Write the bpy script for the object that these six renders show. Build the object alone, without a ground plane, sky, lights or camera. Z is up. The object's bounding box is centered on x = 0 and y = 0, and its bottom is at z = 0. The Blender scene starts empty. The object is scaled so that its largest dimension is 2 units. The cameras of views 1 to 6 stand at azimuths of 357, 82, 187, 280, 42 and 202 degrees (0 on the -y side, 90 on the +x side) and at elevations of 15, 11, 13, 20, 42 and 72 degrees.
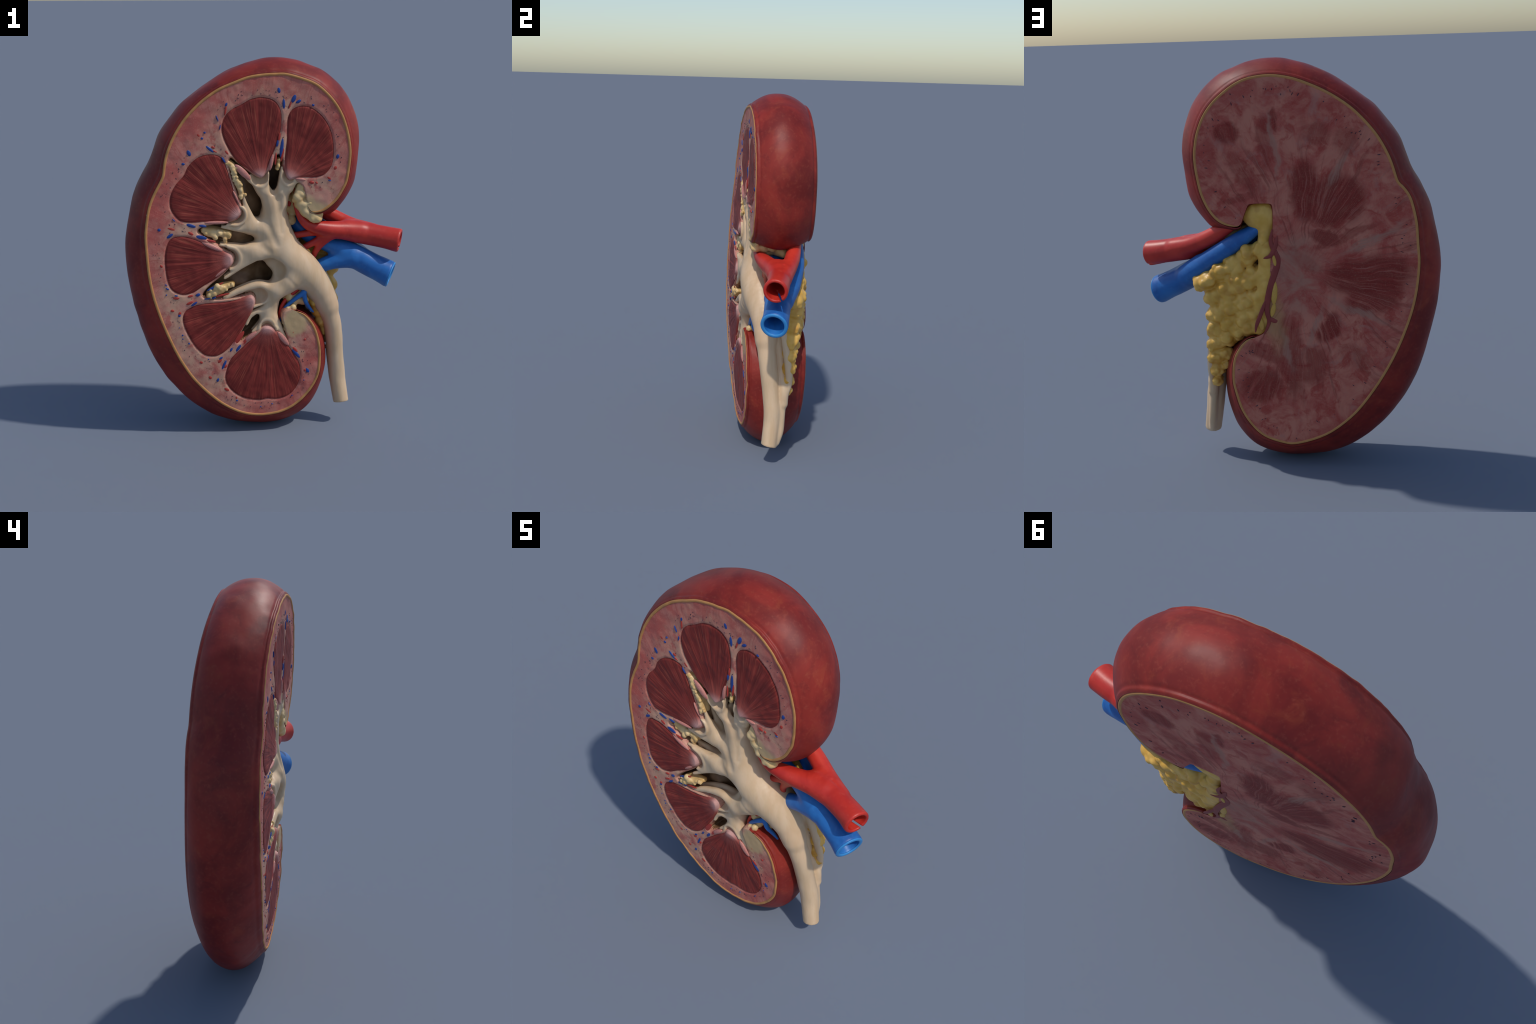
"""Cut-open anatomical kidney model: red capsule slab with a sectioned front
(cortex, six pyramids, calyces, pelvis, ureter), hilum vessels and fat, and a
flat sectioned back."""
import bpy, math, random
import numpy as np
from mathutils import Vector
from mathutils.geometry import delaunay_2d_cdt

rng = np.random.default_rng(7)
random.seed(7)

# ------------------------------------------------------------------ profiles
# Control points (x, z).  All loops run: hilum top -> upper pole -> lateral
# notch -> lower pole -> hilum bottom -> hilum chord back to the top.
FRONT = [(0.230, 1.228), (0.280, 1.226), (0.319, 1.249), (0.359, 1.285), (0.391, 1.338), (0.413, 1.391), (0.427, 1.510),
         (0.422, 1.582), (0.404, 1.660), (0.376, 1.731), (0.336, 1.792), (0.284, 1.846), (0.226, 1.884), (0.110, 1.921),
         (0.047, 1.924), (-0.017, 1.921), (-0.093, 1.909), (-0.169, 1.881), (-0.239, 1.851), (-0.310, 1.804), (-0.375, 1.745),
         (-0.427, 1.683), (-0.473, 1.607), (-0.504, 1.531), (-0.518, 1.467), (-0.524, 1.422), (-0.546, 1.377), (-0.574, 1.325),
         (-0.598, 1.266), (-0.613, 1.194), (-0.622, 1.114), (-0.619, 1.025), (-0.610, 0.902), (-0.590, 0.791), (-0.557, 0.677),
         (-0.520, 0.576), (-0.476, 0.473), (-0.430, 0.387), (-0.377, 0.310), (-0.317, 0.244), (-0.255, 0.188), (-0.186, 0.142),
         (-0.103, 0.110), (-0.019, 0.101), (0.064, 0.112), (0.127, 0.137), (0.190, 0.187), (0.238, 0.246), (0.269, 0.305),
         (0.282, 0.363), (0.285, 0.430), (0.280, 0.496), (0.262, 0.569), (0.237, 0.620), (0.199, 0.665), (0.150, 0.691)]
FRONT_CHORD = [(0.110, 0.720), (0.085, 0.800), (0.075, 0.920), (0.075, 1.060), (0.080, 1.190), (0.105, 1.290), (0.150, 1.325), (0.195, 1.290)]
BACK = [(0.206, 1.229), (0.256, 1.231), (0.305, 1.253), (0.342, 1.293), (0.372, 1.350), (0.393, 1.421), (0.408, 1.540),
        (0.400, 1.624), (0.383, 1.686), (0.355, 1.747), (0.315, 1.800), (0.264, 1.846), (0.200, 1.889), (0.137, 1.912),
        (0.045, 1.922), (-0.047, 1.909), (-0.114, 1.887), (-0.194, 1.852), (-0.261, 1.814), (-0.327, 1.766), (-0.387, 1.707),
        (-0.440, 1.642), (-0.480, 1.574), (-0.507, 1.512), (-0.524, 1.457), (-0.537, 1.422), (-0.564, 1.395), (-0.591, 1.353),
        (-0.608, 1.297), (-0.622, 1.227), (-0.628, 1.135), (-0.634, 1.040), (-0.624, 0.925), (-0.604, 0.822), (-0.571, 0.718),
        (-0.529, 0.613), (-0.470, 0.497), (-0.402, 0.389), (-0.324, 0.288), (-0.228, 0.204), (-0.141, 0.156), (-0.030, 0.124),
        (0.034, 0.130), (0.120, 0.161), (0.180, 0.216), (0.229, 0.298), (0.256, 0.390), (0.267, 0.460), (0.258, 0.554),
        (0.234, 0.608), (0.198, 0.653), (0.154, 0.675)]
BACK_CHORD = [(0.105, 0.700), (0.085, 0.760), (0.075, 0.900), (0.065, 1.050), (0.050, 1.200), (0.048, 1.318), (0.060, 1.332), (0.158, 1.332), (0.165, 1.325), (0.190, 1.265)]
EQUATOR = [(0.230, 1.185), (0.300, 1.178), (0.360, 1.190), (0.403, 1.235), (0.446, 1.300), (0.480, 1.390), (0.497, 1.530),
           (0.495, 1.600), (0.480, 1.680), (0.442, 1.785), (0.380, 1.869), (0.303, 1.930), (0.205, 1.974), (0.144, 1.991), (0.055, 2.000),
           (-0.043, 1.987), (-0.143, 1.955), (-0.244, 1.906), (-0.345, 1.839), (-0.433, 1.765), (-0.500, 1.683), (-0.547, 1.616),
           (-0.575, 1.545), (-0.605, 1.472), (-0.640, 1.407), (-0.676, 1.332), (-0.706, 1.245), (-0.730, 1.150), (-0.743, 1.030),
           (-0.735, 0.870), (-0.710, 0.720), (-0.665, 0.560), (-0.610, 0.410), (-0.543, 0.290), (-0.460, 0.185), (-0.365, 0.100),
           (-0.260, 0.040), (-0.150, 0.009), (-0.020, 0.000), (0.090, 0.012), (0.195, 0.056), (0.266, 0.133), (0.309, 0.236),
           (0.328, 0.340), (0.331, 0.440), (0.316, 0.520), (0.280, 0.590), (0.220, 0.648), (0.160, 0.672)]
EQUATOR_CHORD = [(0.115, 0.705), (0.090, 0.780), (0.078, 0.910), (0.072, 1.055), (0.068, 1.195), (0.080, 1.290), (0.110, 1.325), (0.158, 1.318), (0.195, 1.250)]
# matching points along the three loops (right bulge, top, notch, side, bottom, lower bulge, hilum bottom)
ANCHORS = {"F": [(0.427, 1.510), (0.047, 1.924), (-0.524, 1.422), (-0.619, 1.025), (-0.019, 0.101), (0.285, 0.430), (0.150, 0.691)],
           "B": [(0.408, 1.540), (0.045, 1.922), (-0.537, 1.422), (-0.634, 1.040), (-0.030, 0.124), (0.267, 0.460), (0.154, 0.675)],
           "E": [(0.497, 1.530), (0.055, 2.000), (-0.605, 1.472), (-0.743, 1.030), (-0.020, 0.000), (0.331, 0.440), (0.160, 0.672)]}

PYRAMIDS = [
    [(-0.028, 1.403), (-0.058, 1.419), (-0.096, 1.450), (-0.148, 1.487), (-0.192, 1.552), (-0.220, 1.617), (-0.226, 1.668), (-0.209, 1.718), (-0.171, 1.755), (-0.126, 1.777), (-0.081, 1.802), (-0.030, 1.812), (0.021, 1.804), (0.053, 1.782), (0.073, 1.740), (0.076, 1.689), (0.070, 1.638), (0.054, 1.580), (0.034, 1.529), (0.015, 1.484), (0.000, 1.439), (-0.011, 1.413)],
    [(0.116, 1.393), (0.096, 1.423), (0.093, 1.475), (0.096, 1.527), (0.103, 1.592), (0.105, 1.657), (0.108, 1.708), (0.127, 1.746), (0.163, 1.765), (0.201, 1.766), (0.240, 1.751), (0.286, 1.712), (0.319, 1.661), (0.338, 1.602), (0.344, 1.537), (0.339, 1.478), (0.320, 1.439), (0.290, 1.413), (0.245, 1.402), (0.192, 1.404), (0.146, 1.399)],
    [(-0.144, 1.208), (-0.133, 1.235), (-0.150, 1.278), (-0.166, 1.331), (-0.185, 1.397), (-0.200, 1.449), (-0.219, 1.495), (-0.244, 1.521), (-0.283, 1.529), (-0.328, 1.522), (-0.367, 1.501), (-0.400, 1.466), (-0.423, 1.421), (-0.459, 1.382), (-0.483, 1.343), (-0.495, 1.298), (-0.492, 1.252), (-0.473, 1.218), (-0.445, 1.191), (-0.399, 1.180), (-0.334, 1.183), (-0.269, 1.184), (-0.203, 1.183), (-0.167, 1.191)],
    [(-0.176, 0.978), (-0.186, 1.006), (-0.225, 1.028), (-0.271, 1.046), (-0.323, 1.071), (-0.375, 1.095), (-0.427, 1.109), (-0.473, 1.107), (-0.503, 1.088), (-0.520, 1.051), (-0.528, 0.997), (-0.526, 0.935), (-0.518, 0.880), (-0.500, 0.831), (-0.467, 0.806), (-0.428, 0.798), (-0.381, 0.811), (-0.334, 0.841), (-0.287, 0.868), (-0.240, 0.901), (-0.200, 0.934), (-0.180, 0.955)],
    [(-0.062, 0.748), (-0.070, 0.777), (-0.094, 0.785), (-0.128, 0.772), (-0.181, 0.759), (-0.248, 0.751), (-0.315, 0.749), (-0.376, 0.737), (-0.423, 0.713), (-0.442, 0.678), (-0.438, 0.632), (-0.419, 0.581), (-0.393, 0.529), (-0.360, 0.485), (-0.327, 0.458), (-0.279, 0.451), (-0.238, 0.466), (-0.197, 0.501), (-0.163, 0.551), (-0.129, 0.600), (-0.101, 0.650), (-0.077, 0.699)],
    [(0.004, 0.611), (-0.021, 0.605), (-0.040, 0.575), (-0.088, 0.533), (-0.143, 0.484), (-0.191, 0.434), (-0.215, 0.376), (-0.223, 0.323), (-0.210, 0.278), (-0.179, 0.238), (-0.130, 0.205), (-0.075, 0.189), (-0.033, 0.186), (0.002, 0.193), (0.050, 0.188), (0.106, 0.201), (0.148, 0.234), (0.175, 0.285), (0.183, 0.337), (0.174, 0.396), (0.146, 0.448), (0.111, 0.502), (0.076, 0.548), (0.055, 0.574), (0.029, 0.601)],
]
# the hollow (renal sinus) that holds pelvis, calyces and fat
SINUS = [(0.247, 1.206), (0.210, 1.248), (0.199, 1.308), (0.186, 1.355), (0.159, 1.379), (0.139, 1.390), (0.113, 1.389), (0.092, 1.430), (0.083, 1.456),
         (0.083, 1.495), (0.062, 1.525), (0.041, 1.496), (0.024, 1.457), (-0.002, 1.424), (-0.028, 1.401), (-0.064, 1.420), (-0.096, 1.444),
         (-0.141, 1.481), (-0.180, 1.514), (-0.196, 1.488), (-0.181, 1.403), (-0.152, 1.318), (-0.129, 1.240), (-0.141, 1.204), (-0.177, 1.182),
         (-0.249, 1.174), (-0.335, 1.156), (-0.361, 1.130), (-0.329, 1.102), (-0.264, 1.060), (-0.218, 1.027), (-0.177, 1.003), (-0.172, 0.976),
         (-0.184, 0.949), (-0.233, 0.899), (-0.287, 0.855), (-0.328, 0.814), (-0.341, 0.783), (-0.288, 0.768), (-0.188, 0.768), (-0.121, 0.778),
         (-0.080, 0.787), (-0.060, 0.749), (-0.078, 0.693), (-0.115, 0.625), (-0.149, 0.558), (-0.163, 0.523), (-0.122, 0.531), (-0.074, 0.565),
         (-0.033, 0.602), (0.004, 0.614), (0.042, 0.598), (0.076, 0.552), (0.111, 0.510), (0.096, 0.584), (0.079, 0.657), (0.096, 0.693),
         (0.150, 0.708), (0.177, 0.721), (0.252, 0.771), (0.456, 0.808), (0.448, 1.155)]

Y_FLOOR = -0.085

# ------------------------------------------------------------------ helpers
def catmull(pts, n, closed=False):
    """n points along a centripetal-ish Catmull-Rom curve, even in arc length."""
    p = np.array(pts, float)
    if closed:
        q = np.vstack([p[-1], p, p[0], p[1]])
    else:
        q = np.vstack([2 * p[0] - p[1], p, 2 * p[-1] - p[-2]])
    out = []
    for i in range(1, len(q) - 2):
        a, b, c, d = q[i - 1], q[i], q[i + 1], q[i + 2]
        for t in np.linspace(0, 1, 16, endpoint=False):
            out.append(0.5 * (2 * b + (c - a) * t + (2 * a - 5 * b + 4 * c - d) * t * t + (3 * b - a - 3 * c + d) * t ** 3))
    if not closed:
        out.append(q[-2])
    else:
        out.append(out[0])
    out = np.array(out)
    s = np.r_[0, np.cumsum(np.linalg.norm(np.diff(out, axis=0), axis=1))]
    u = np.linspace(0, s[-1], n, endpoint=not closed)
    return np.stack([np.interp(u, s, out[:, k]) for k in range(out.shape[1])], 1)

SEG_N = [70, 90, 110, 60, 130, 60, 50, 110]   # samples between anchors; last is the hilum chord

def anchored_loop(pts, chord, anchors):
    full = catmull(list(pts) + list(chord), 4000, closed=True)
    idx = [0] + [int(np.argmin(((full - np.array(a)) ** 2).sum(1))) for a in anchors] + [4000]
    ext = np.vstack([full, full[:1]])
    out = []
    for k in range(8):
        seg = ext[idx[k]:idx[k + 1] + 1]
        s = np.r_[0, np.cumsum(np.linalg.norm(np.diff(seg, axis=0), axis=1))]
        u = np.linspace(0, s[-1], SEG_N[k], endpoint=False)
        out.append(np.stack([np.interp(u, s, seg[:, j]) for j in (0, 1)], 1))
    return np.vstack(out)

def smooth_loop(a, it):
    for _ in range(it):
        a = 0.5 * a + 0.25 * (np.roll(a, 1, 0) + np.roll(a, -1, 0))
    return a

def poly_sd(poly, P):
    """signed distance of points P (n,2) to a closed polygon, negative inside."""
    a = np.asarray(poly); b = np.roll(a, -1, 0)
    best = np.full(len(P), 1e9); inside = np.zeros(len(P), bool)
    for (ax, az), (bx, bz) in zip(a, b):
        ex, ez = bx - ax, bz - az
        wx, wz = P[:, 0] - ax, P[:, 1] - az
        t = np.clip((wx * ex + wz * ez) / (ex * ex + ez * ez + 1e-12), 0, 1)
        best = np.minimum(best, (wx - t * ex) ** 2 + (wz - t * ez) ** 2)
        c = (az > P[:, 1]) != (bz > P[:, 1])
        with np.errstate(divide="ignore", invalid="ignore"):
            xi = ax + (P[:, 1] - az) * ex / (ez if abs(ez) > 1e-12 else 1e-12)
        inside ^= c & (P[:, 0] < xi)
    d = np.sqrt(best)
    return np.where(inside, -d, d)

def sstep(a, b, x):
    t = np.clip((x - a) / (b - a), 0, 1)
    return t * t * (3 - 2 * t)

def value_noise(P, scale, seed=0):
    """smooth 3D value noise in -1..1 for displacement."""
    r = np.random.default_rng(seed).random((32, 32, 32)) * 2 - 1
    q = np.asarray(P) * scale + 100.0
    i = np.floor(q).astype(int); f = q - i; f = f * f * (3 - 2 * f)
    out = 0
    for dx in (0, 1):
        for dy in (0, 1):
            for dz in (0, 1):
                w = (f[:, 0] if dx else 1 - f[:, 0]) * (f[:, 1] if dy else 1 - f[:, 1]) * (f[:, 2] if dz else 1 - f[:, 2])
                out = out + w * r[(i[:, 0] + dx) % 32, (i[:, 1] + dy) % 32, (i[:, 2] + dz) % 32]
    return out

ROOT = bpy.data.objects.new("kidney_model", None)
bpy.context.scene.collection.objects.link(ROOT)
ROOT["label"] = "sectioned anatomical kidney with pyramids, pelvis, ureter, red and blue vessels"
ROOT["category"] = "anatomy model"

def add_object(name, mesh, parent=ROOT, loc=(0, 0, 0)):
    o = bpy.data.objects.new(name, mesh)
    bpy.context.scene.collection.objects.link(o)
    o.parent = parent
    o.location = loc
    return o

def make_mesh(name, verts, faces, mat, smooth=True, normals=None, origin=(0, 0, 0)):
    me = bpy.data.meshes.new(name)
    v = np.asarray(verts, float) - np.asarray(origin)
    me.from_pydata(v.tolist(), [], [tuple(int(i) for i in f) for f in faces])
    me.materials.append(mat)
    if smooth:
        me.polygons.foreach_set("use_smooth", [True] * len(me.polygons))
    me.update()
    if normals is not None:
        me.normals_split_custom_set_from_vertices([tuple(n) for n in normals])
    return me

def vertex_normals(verts, faces):
    v = np.asarray(verts); n = np.zeros_like(v)
    for k in {len(f) for f in faces}:
        F = np.array([f for f in faces if len(f) == k])
        a = v[F[:, 2]] - v[F[:, 0]]
        b = (v[F[:, 3]] - v[F[:, 1]]) if k == 4 else (v[F[:, 1]] - v[F[:, 0]])
        fn = np.cross(a, b) if k == 4 else np.cross(b, a)
        for j in range(k):
            np.add.at(n, F[:, j], fn)
    return n / (np.linalg.norm(n, axis=1, keepdims=True) + 1e-12)

def submesh(verts, faces, normals, keep):
    fs = [f for f, k in zip(faces, keep) if k]
    used = sorted({i for f in fs for i in f})
    m = {j: i for i, j in enumerate(used)}
    return np.asarray(verts)[used], [tuple(m[i] for i in f) for f in fs], np.asarray(normals)[used]

# ---- signed distance modelling -------------------------------------------
class Field:
    def __init__(self, lo, hi, h):
        self.lo = np.array(lo, float); self.h = h
        self.n = np.ceil((np.array(hi) - lo) / h).astype(int) + 1
        self.f = np.full(self.n, 1.0)
    def block(self, lo, hi):
        a = np.clip(np.floor((np.array(lo) - self.lo) / self.h).astype(int), 0, self.n)
        b = np.clip(np.ceil((np.array(hi) - self.lo) / self.h).astype(int) + 1, 0, self.n)
        ax = [self.lo[i] + self.h * np.arange(a[i], b[i]) for i in range(3)]
        return tuple(slice(a[i], b[i]) for i in range(3)), np.meshgrid(*ax, indexing="ij")
    def apply(self, lo, hi, fn, k, cut=False):
        sl, (X, Y, Z) = self.block(lo, hi)
        if X.size == 0:
            return
        d = fn(X, Y, Z); g = self.f[sl]
        if cut:
            d = -d
            hh = np.clip(0.5 - 0.5 * (g - d) / k, 0, 1)
            self.f[sl] = g * (1 - hh) + d * hh + k * hh * (1 - hh)
        else:
            hh = np.clip(0.5 + 0.5 * (g - d) / k, 0, 1)
            self.f[sl] = g * (1 - hh) + d * hh - k * hh * (1 - hh)
    def cone(self, a, b, ra, rb, k=0.02, cut=False, squash=1.0):
        a = np.array(a, float); b = np.array(b, float); ab = b - a; L = ab @ ab + 1e-12
        m = max(ra, rb) * max(1, 1 / squash) + k + 3 * self.h
        def fn(X, Y, Z):
            t = np.clip(((X - a[0]) * ab[0] + (Y - a[1]) * ab[1] + (Z - a[2]) * ab[2]) / L, 0, 1)
            dx, dy, dz = X - a[0] - t * ab[0], (Y - a[1] - t * ab[1]) * squash, Z - a[2] - t * ab[2]
            return np.sqrt(dx * dx + dy * dy + dz * dz) - (ra + (rb - ra) * t)
        self.apply(np.minimum(a, b) - m, np.maximum(a, b) + m, fn, k, cut)
    def chain(self, pts, k=0.02, cut=False, squash=1.0):
        """one smooth tapering tube through (x, y, z, radius) points, united with (or cut from) the field"""
        p = np.array(pts, float)
        if len(p) > 2:
            p = catmull(p, 5 * len(p))
        m = p[:, 3].max() / squash + k + 3 * self.h
        def fn(X, Y, Z):
            best = np.full(X.shape, 9.0)
            for a, b in zip(p[:-1], p[1:]):
                ab = b[:3] - a[:3]; L = ab @ ab + 1e-12
                t = np.clip(((X - a[0]) * ab[0] + (Y - a[1]) * ab[1] + (Z - a[2]) * ab[2]) / L, 0, 1)
                dx, dy, dz = X - a[0] - t * ab[0], (Y - a[1] - t * ab[1]) * squash, Z - a[2] - t * ab[2]
                best = np.minimum(best, np.sqrt(dx * dx + dy * dy + dz * dz) - (a[3] + (b[3] - a[3]) * t))
            return best
        self.apply(p[:, :3].min(0) - m, p[:, :3].max(0) + m, fn, k, cut)
    def ball(self, c, r, k=0.01, cut=False):
        self.cone(c, c, r, r, k, cut)
    def slab_cut(self, point, normal, lo, hi, k=0.004):
        n = np.array(normal, float); n /= np.linalg.norm(n)
        self.apply(lo, hi, lambda X, Y, Z: -((X - point[0]) * n[0] + (Y - point[1]) * n[1] + (Z - point[2]) * n[2]), k, cut=True)
    def mesh(self, relax=1):
        """naive surface nets"""
        f = self.f; s = f < 0
        nx, ny, nz = np.array(f.shape) - 1
        acc = np.zeros((nx, ny, nz, 3)); cnt = np.zeros((nx, ny, nz))
        C = lambda A, i, j, k: A[i:i + nx, j:j + ny, k:k + nz]
        for axis in range(3):
            for u in (0, 1):
                for v in (0, 1):
                    o = [0, 0, 0]; o[(axis + 1) % 3] = u; o[(axis + 2) % 3] = v
                    e = list(o); e[axis] = 1
                    f0, f1 = C(f, *o), C(f, *e)
                    m = C(s, *o) != C(s, *e)
                    t = np.where(m, f0 / np.where(m, f0 - f1, 1), 0)
                    for ax in range(3):
                        acc[..., ax] += np.where(m, t if ax == axis else o[ax], 0)
                    cnt += m
        on = cnt > 0
        idx = np.full(on.shape, -1); idx[on] = np.arange(on.sum())
        cell = np.argwhere(on)
        V = (acc[on] / cnt[on][:, None] + cell) * self.h + self.lo
        quads = []
        for axis in range(3):
            a1, a2 = (axis + 1) % 3, (axis + 2) % 3
            sh = [slice(1, None)] * 3; sh[axis] = slice(None, -1)
            sh2 = list(sh); sh2[axis] = slice(1, None)
            for ax in (a1, a2):
                sh[ax] = slice(1, f.shape[ax] - 1); sh2[ax] = slice(1, f.shape[ax] - 1)
            s0, s1 = s[tuple(sh)], s[tuple(sh2)]
            pos = np.argwhere(s0 != s1)
            if len(pos) == 0:
                continue
            flip = s0[s0 != s1]
            base = pos.copy(); base[:, a1] += 1; base[:, a2] += 1
            def at(d1, d2):
                q = base.copy(); q[:, a1] -= d1; q[:, a2] -= d2
                return idx[q[:, 0], q[:, 1], q[:, 2]]
            Q = np.stack([at(1, 1), at(0, 1), at(0, 0), at(1, 0)], 1)
            Q[~flip] = Q[~flip][:, ::-1]
            quads.append(Q)
        F = np.vstack(quads)
        F = F[(F >= 0).all(1)]
        for _ in range(relax):      # light Laplacian smoothing
            S = np.zeros_like(V); c = np.zeros(len(V))
            for i in range(4):
                j = (i + 1) % 4
                np.add.at(S, F[:, i], V[F[:, j]]); np.add.at(c, F[:, i], 1)
                np.add.at(S, F[:, j], V[F[:, i]]); np.add.at(c, F[:, j], 1)
            V = 0.5 * V + 0.5 * S / np.maximum(c, 1)[:, None]
        return V, [tuple(q) for q in F.tolist()]

# ------------------------------------------------------------------ materials
class Mat:
    def __init__(self, name, rough=0.5, spec=0.4, coat=0.0):
        self.m = bpy.data.materials.new(name); self.m.use_nodes = True
        self.t = self.m.node_tree; self.N = self.t.nodes; self.L = self.t.links
        self.b = self.N["Principled BSDF"]
        self.b.inputs["Roughness"].default_value = rough
        self.b.inputs["Specular IOR Level"].default_value = spec
        self.b.inputs["Coat Weight"].default_value = coat
        self.b.inputs["Coat Roughness"].default_value = 0.3
        self.co = self.N.new("ShaderNodeTexCoord").outputs["Object"]
    def link(self, a, b): self.L.new(a, b); return b.node
    def set(self, sock, v):
        if hasattr(v, "is_linked") or hasattr(v, "node"): self.L.new(v, sock)
        else: sock.default_value = v
    def noise(self, scale, detail=4, rough=0.55, dist=0.0, vec=None):
        n = self.N.new("ShaderNodeTexNoise")
        n.inputs["Scale"].default_value = scale; n.inputs["Detail"].default_value = detail
        n.inputs["Roughness"].default_value = rough; n.inputs["Distortion"].default_value = dist
        self.L.new(vec or self.co, n.inputs["Vector"]); return n.outputs["Fac"]
    def mapping(self, loc=(0, 0, 0), rot=(0, 0, 0), scale=(1, 1, 1), kind="POINT", vec=None):
        n = self.N.new("ShaderNodeMapping"); n.vector_type = kind
        n.inputs["Location"].default_value = loc; n.inputs["Rotation"].default_value = rot; n.inputs["Scale"].default_value = scale
        self.L.new(vec or self.co, n.inputs["Vector"]); return n.outputs["Vector"]
    def math(self, op, a, b=0.0):
        n = self.N.new("ShaderNodeMath"); n.operation = op
        self.set(n.inputs[0], a); self.set(n.inputs[1], b); return n.outputs[0]
    def ramp(self, v, a, b, lo=0.0, hi=1.0):
        n = self.N.new("ShaderNodeMapRange"); n.interpolation_type = "SMOOTHSTEP"
        for i, x in zip((0, 1, 2, 3, 4), (v, a, b, lo, hi)): self.set(n.inputs[i], x)
        return n.outputs[0]
    def mix(self, f, a, b, mode="MIX"):
        n = self.N.new("ShaderNodeMix"); n.data_type = "RGBA"; n.blend_type = mode
        self.set(n.inputs[0], f)
        for s, v in ((n.inputs[6], a), (n.inputs[7], b)):
            self.set(s, v if hasattr(v, "node") else (*v, 1.0))
        return n.outputs[2]
    def length(self, vec):
        n = self.N.new("ShaderNodeVectorMath"); n.operation = "LENGTH"; self.L.new(vec, n.inputs[0]); return n.outputs["Value"]
    def ellipse(self, cx, cz, rx, rz, deg=0, soft=0.35, vec=None):
        """soft elliptical mask in the x-z plane, 1 inside."""
        v = self.mapping((cx, 0, cz), (0, math.radians(-deg), 0), (rx, 1e6, rz), "TEXTURE", vec)
        return self.ramp(self.length(v), 1 + soft / 2, 1 - soft / 2)
    def warp(self, scale, amount, vec=None):
        n = self.N.new("ShaderNodeTexNoise"); n.inputs["Scale"].default_value = scale; n.inputs["Detail"].default_value = 3
        self.L.new(vec or self.co, n.inputs["Vector"])
        s = self.N.new("ShaderNodeVectorMath"); s.operation = "SUBTRACT"; self.L.new(n.outputs["Color"], s.inputs[0]); s.inputs[1].default_value = (.5, .5, .5)
        k = self.N.new("ShaderNodeVectorMath"); k.operation = "SCALE"; self.L.new(s.outputs[0], k.inputs[0]); k.inputs["Scale"].default_value = amount
        a = self.N.new("ShaderNodeVectorMath"); a.operation = "ADD"; self.L.new(k.outputs[0], a.inputs[0]); self.L.new(vec or self.co, a.inputs[1])
        return a.outputs[0]
    def polar(self, cx, cz, k_ang, k_rad, vec=None):
        """vector (angle*k_ang, 0, radius*k_rad) about a centre in the x-z plane: streaks that fan out."""
        v = self.mapping((-cx, 0, -cz), vec=vec)
        s = self.N.new("ShaderNodeSeparateXYZ"); self.L.new(v, s.inputs[0])
        ang = self.math("ARCTAN2", s.outputs["X"], s.outputs["Z"])
        r = self.math("SQRT", self.math("ADD", self.math("MULTIPLY", s.outputs["X"], s.outputs["X"]), self.math("MULTIPLY", s.outputs["Z"], s.outputs["Z"])))
        c = self.N.new("ShaderNodeCombineXYZ")
        self.L.new(self.math("MULTIPLY", ang, k_ang), c.inputs[0]); self.L.new(self.math("MULTIPLY", r, k_rad), c.inputs[2])
        return c.outputs[0], r
    def color(self, c):
        self.set(self.b.inputs["Base Color"], c if hasattr(c, "node") else (*c, 1.0))
    def bump(self, h, strength=0.3, dist=0.003):
        n = self.N.new("ShaderNodeBump"); n.inputs["Strength"].default_value = strength; n.inputs["Distance"].default_value = dist
        self.L.new(h, n.inputs["Height"]); self.L.new(n.outputs[0], self.b.inputs["Normal"])
    def sss(self, w, rad=(0.02, 0.008, 0.005)):
        self.b.inputs["Subsurface Weight"].default_value = w; self.b.inputs["Subsurface Radius"].default_value = rad
        self.b.inputs["Subsurface Scale"].default_value = 1.0

def mat_capsule():
    m = Mat("capsule_skin", 0.48, 0.28)
    big, mid, fine = m.noise(4.0, 6, 0.6, 0.6), m.noise(11, 6, 0.65, 0.8), m.noise(60, 5, 0.6)
    c = m.mix(m.ramp(big, 0.32, 0.70), (0.170, 0.016, 0.013), (0.300, 0.030, 0.020))
    c = m.mix(m.ramp(mid, 0.52, 0.76, 0, 0.45), c, (0.34, 0.062, 0.026))
    c = m.mix(m.ramp(mid, 0.46, 0.25, 0, 0.6), c, (0.115, 0.012, 0.012))
    c = m.mix(m.ramp(fine, 0.5, 0.75, 0, 0.22), c, (0.40, 0.10, 0.06))
    m.color(c); m.bump(m.math("ADD", mid, m.math("MULTIPLY", fine, 0.3)), 0.15, 0.004)
    return m.m
def mat_band():
    m = Mat("capsule_cut_edge", 0.5, 0.2)
    m.color(m.mix(m.noise(30, 3), (0.46, 0.200, 0.060), (0.60, 0.295, 0.115))); return m.m
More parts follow.
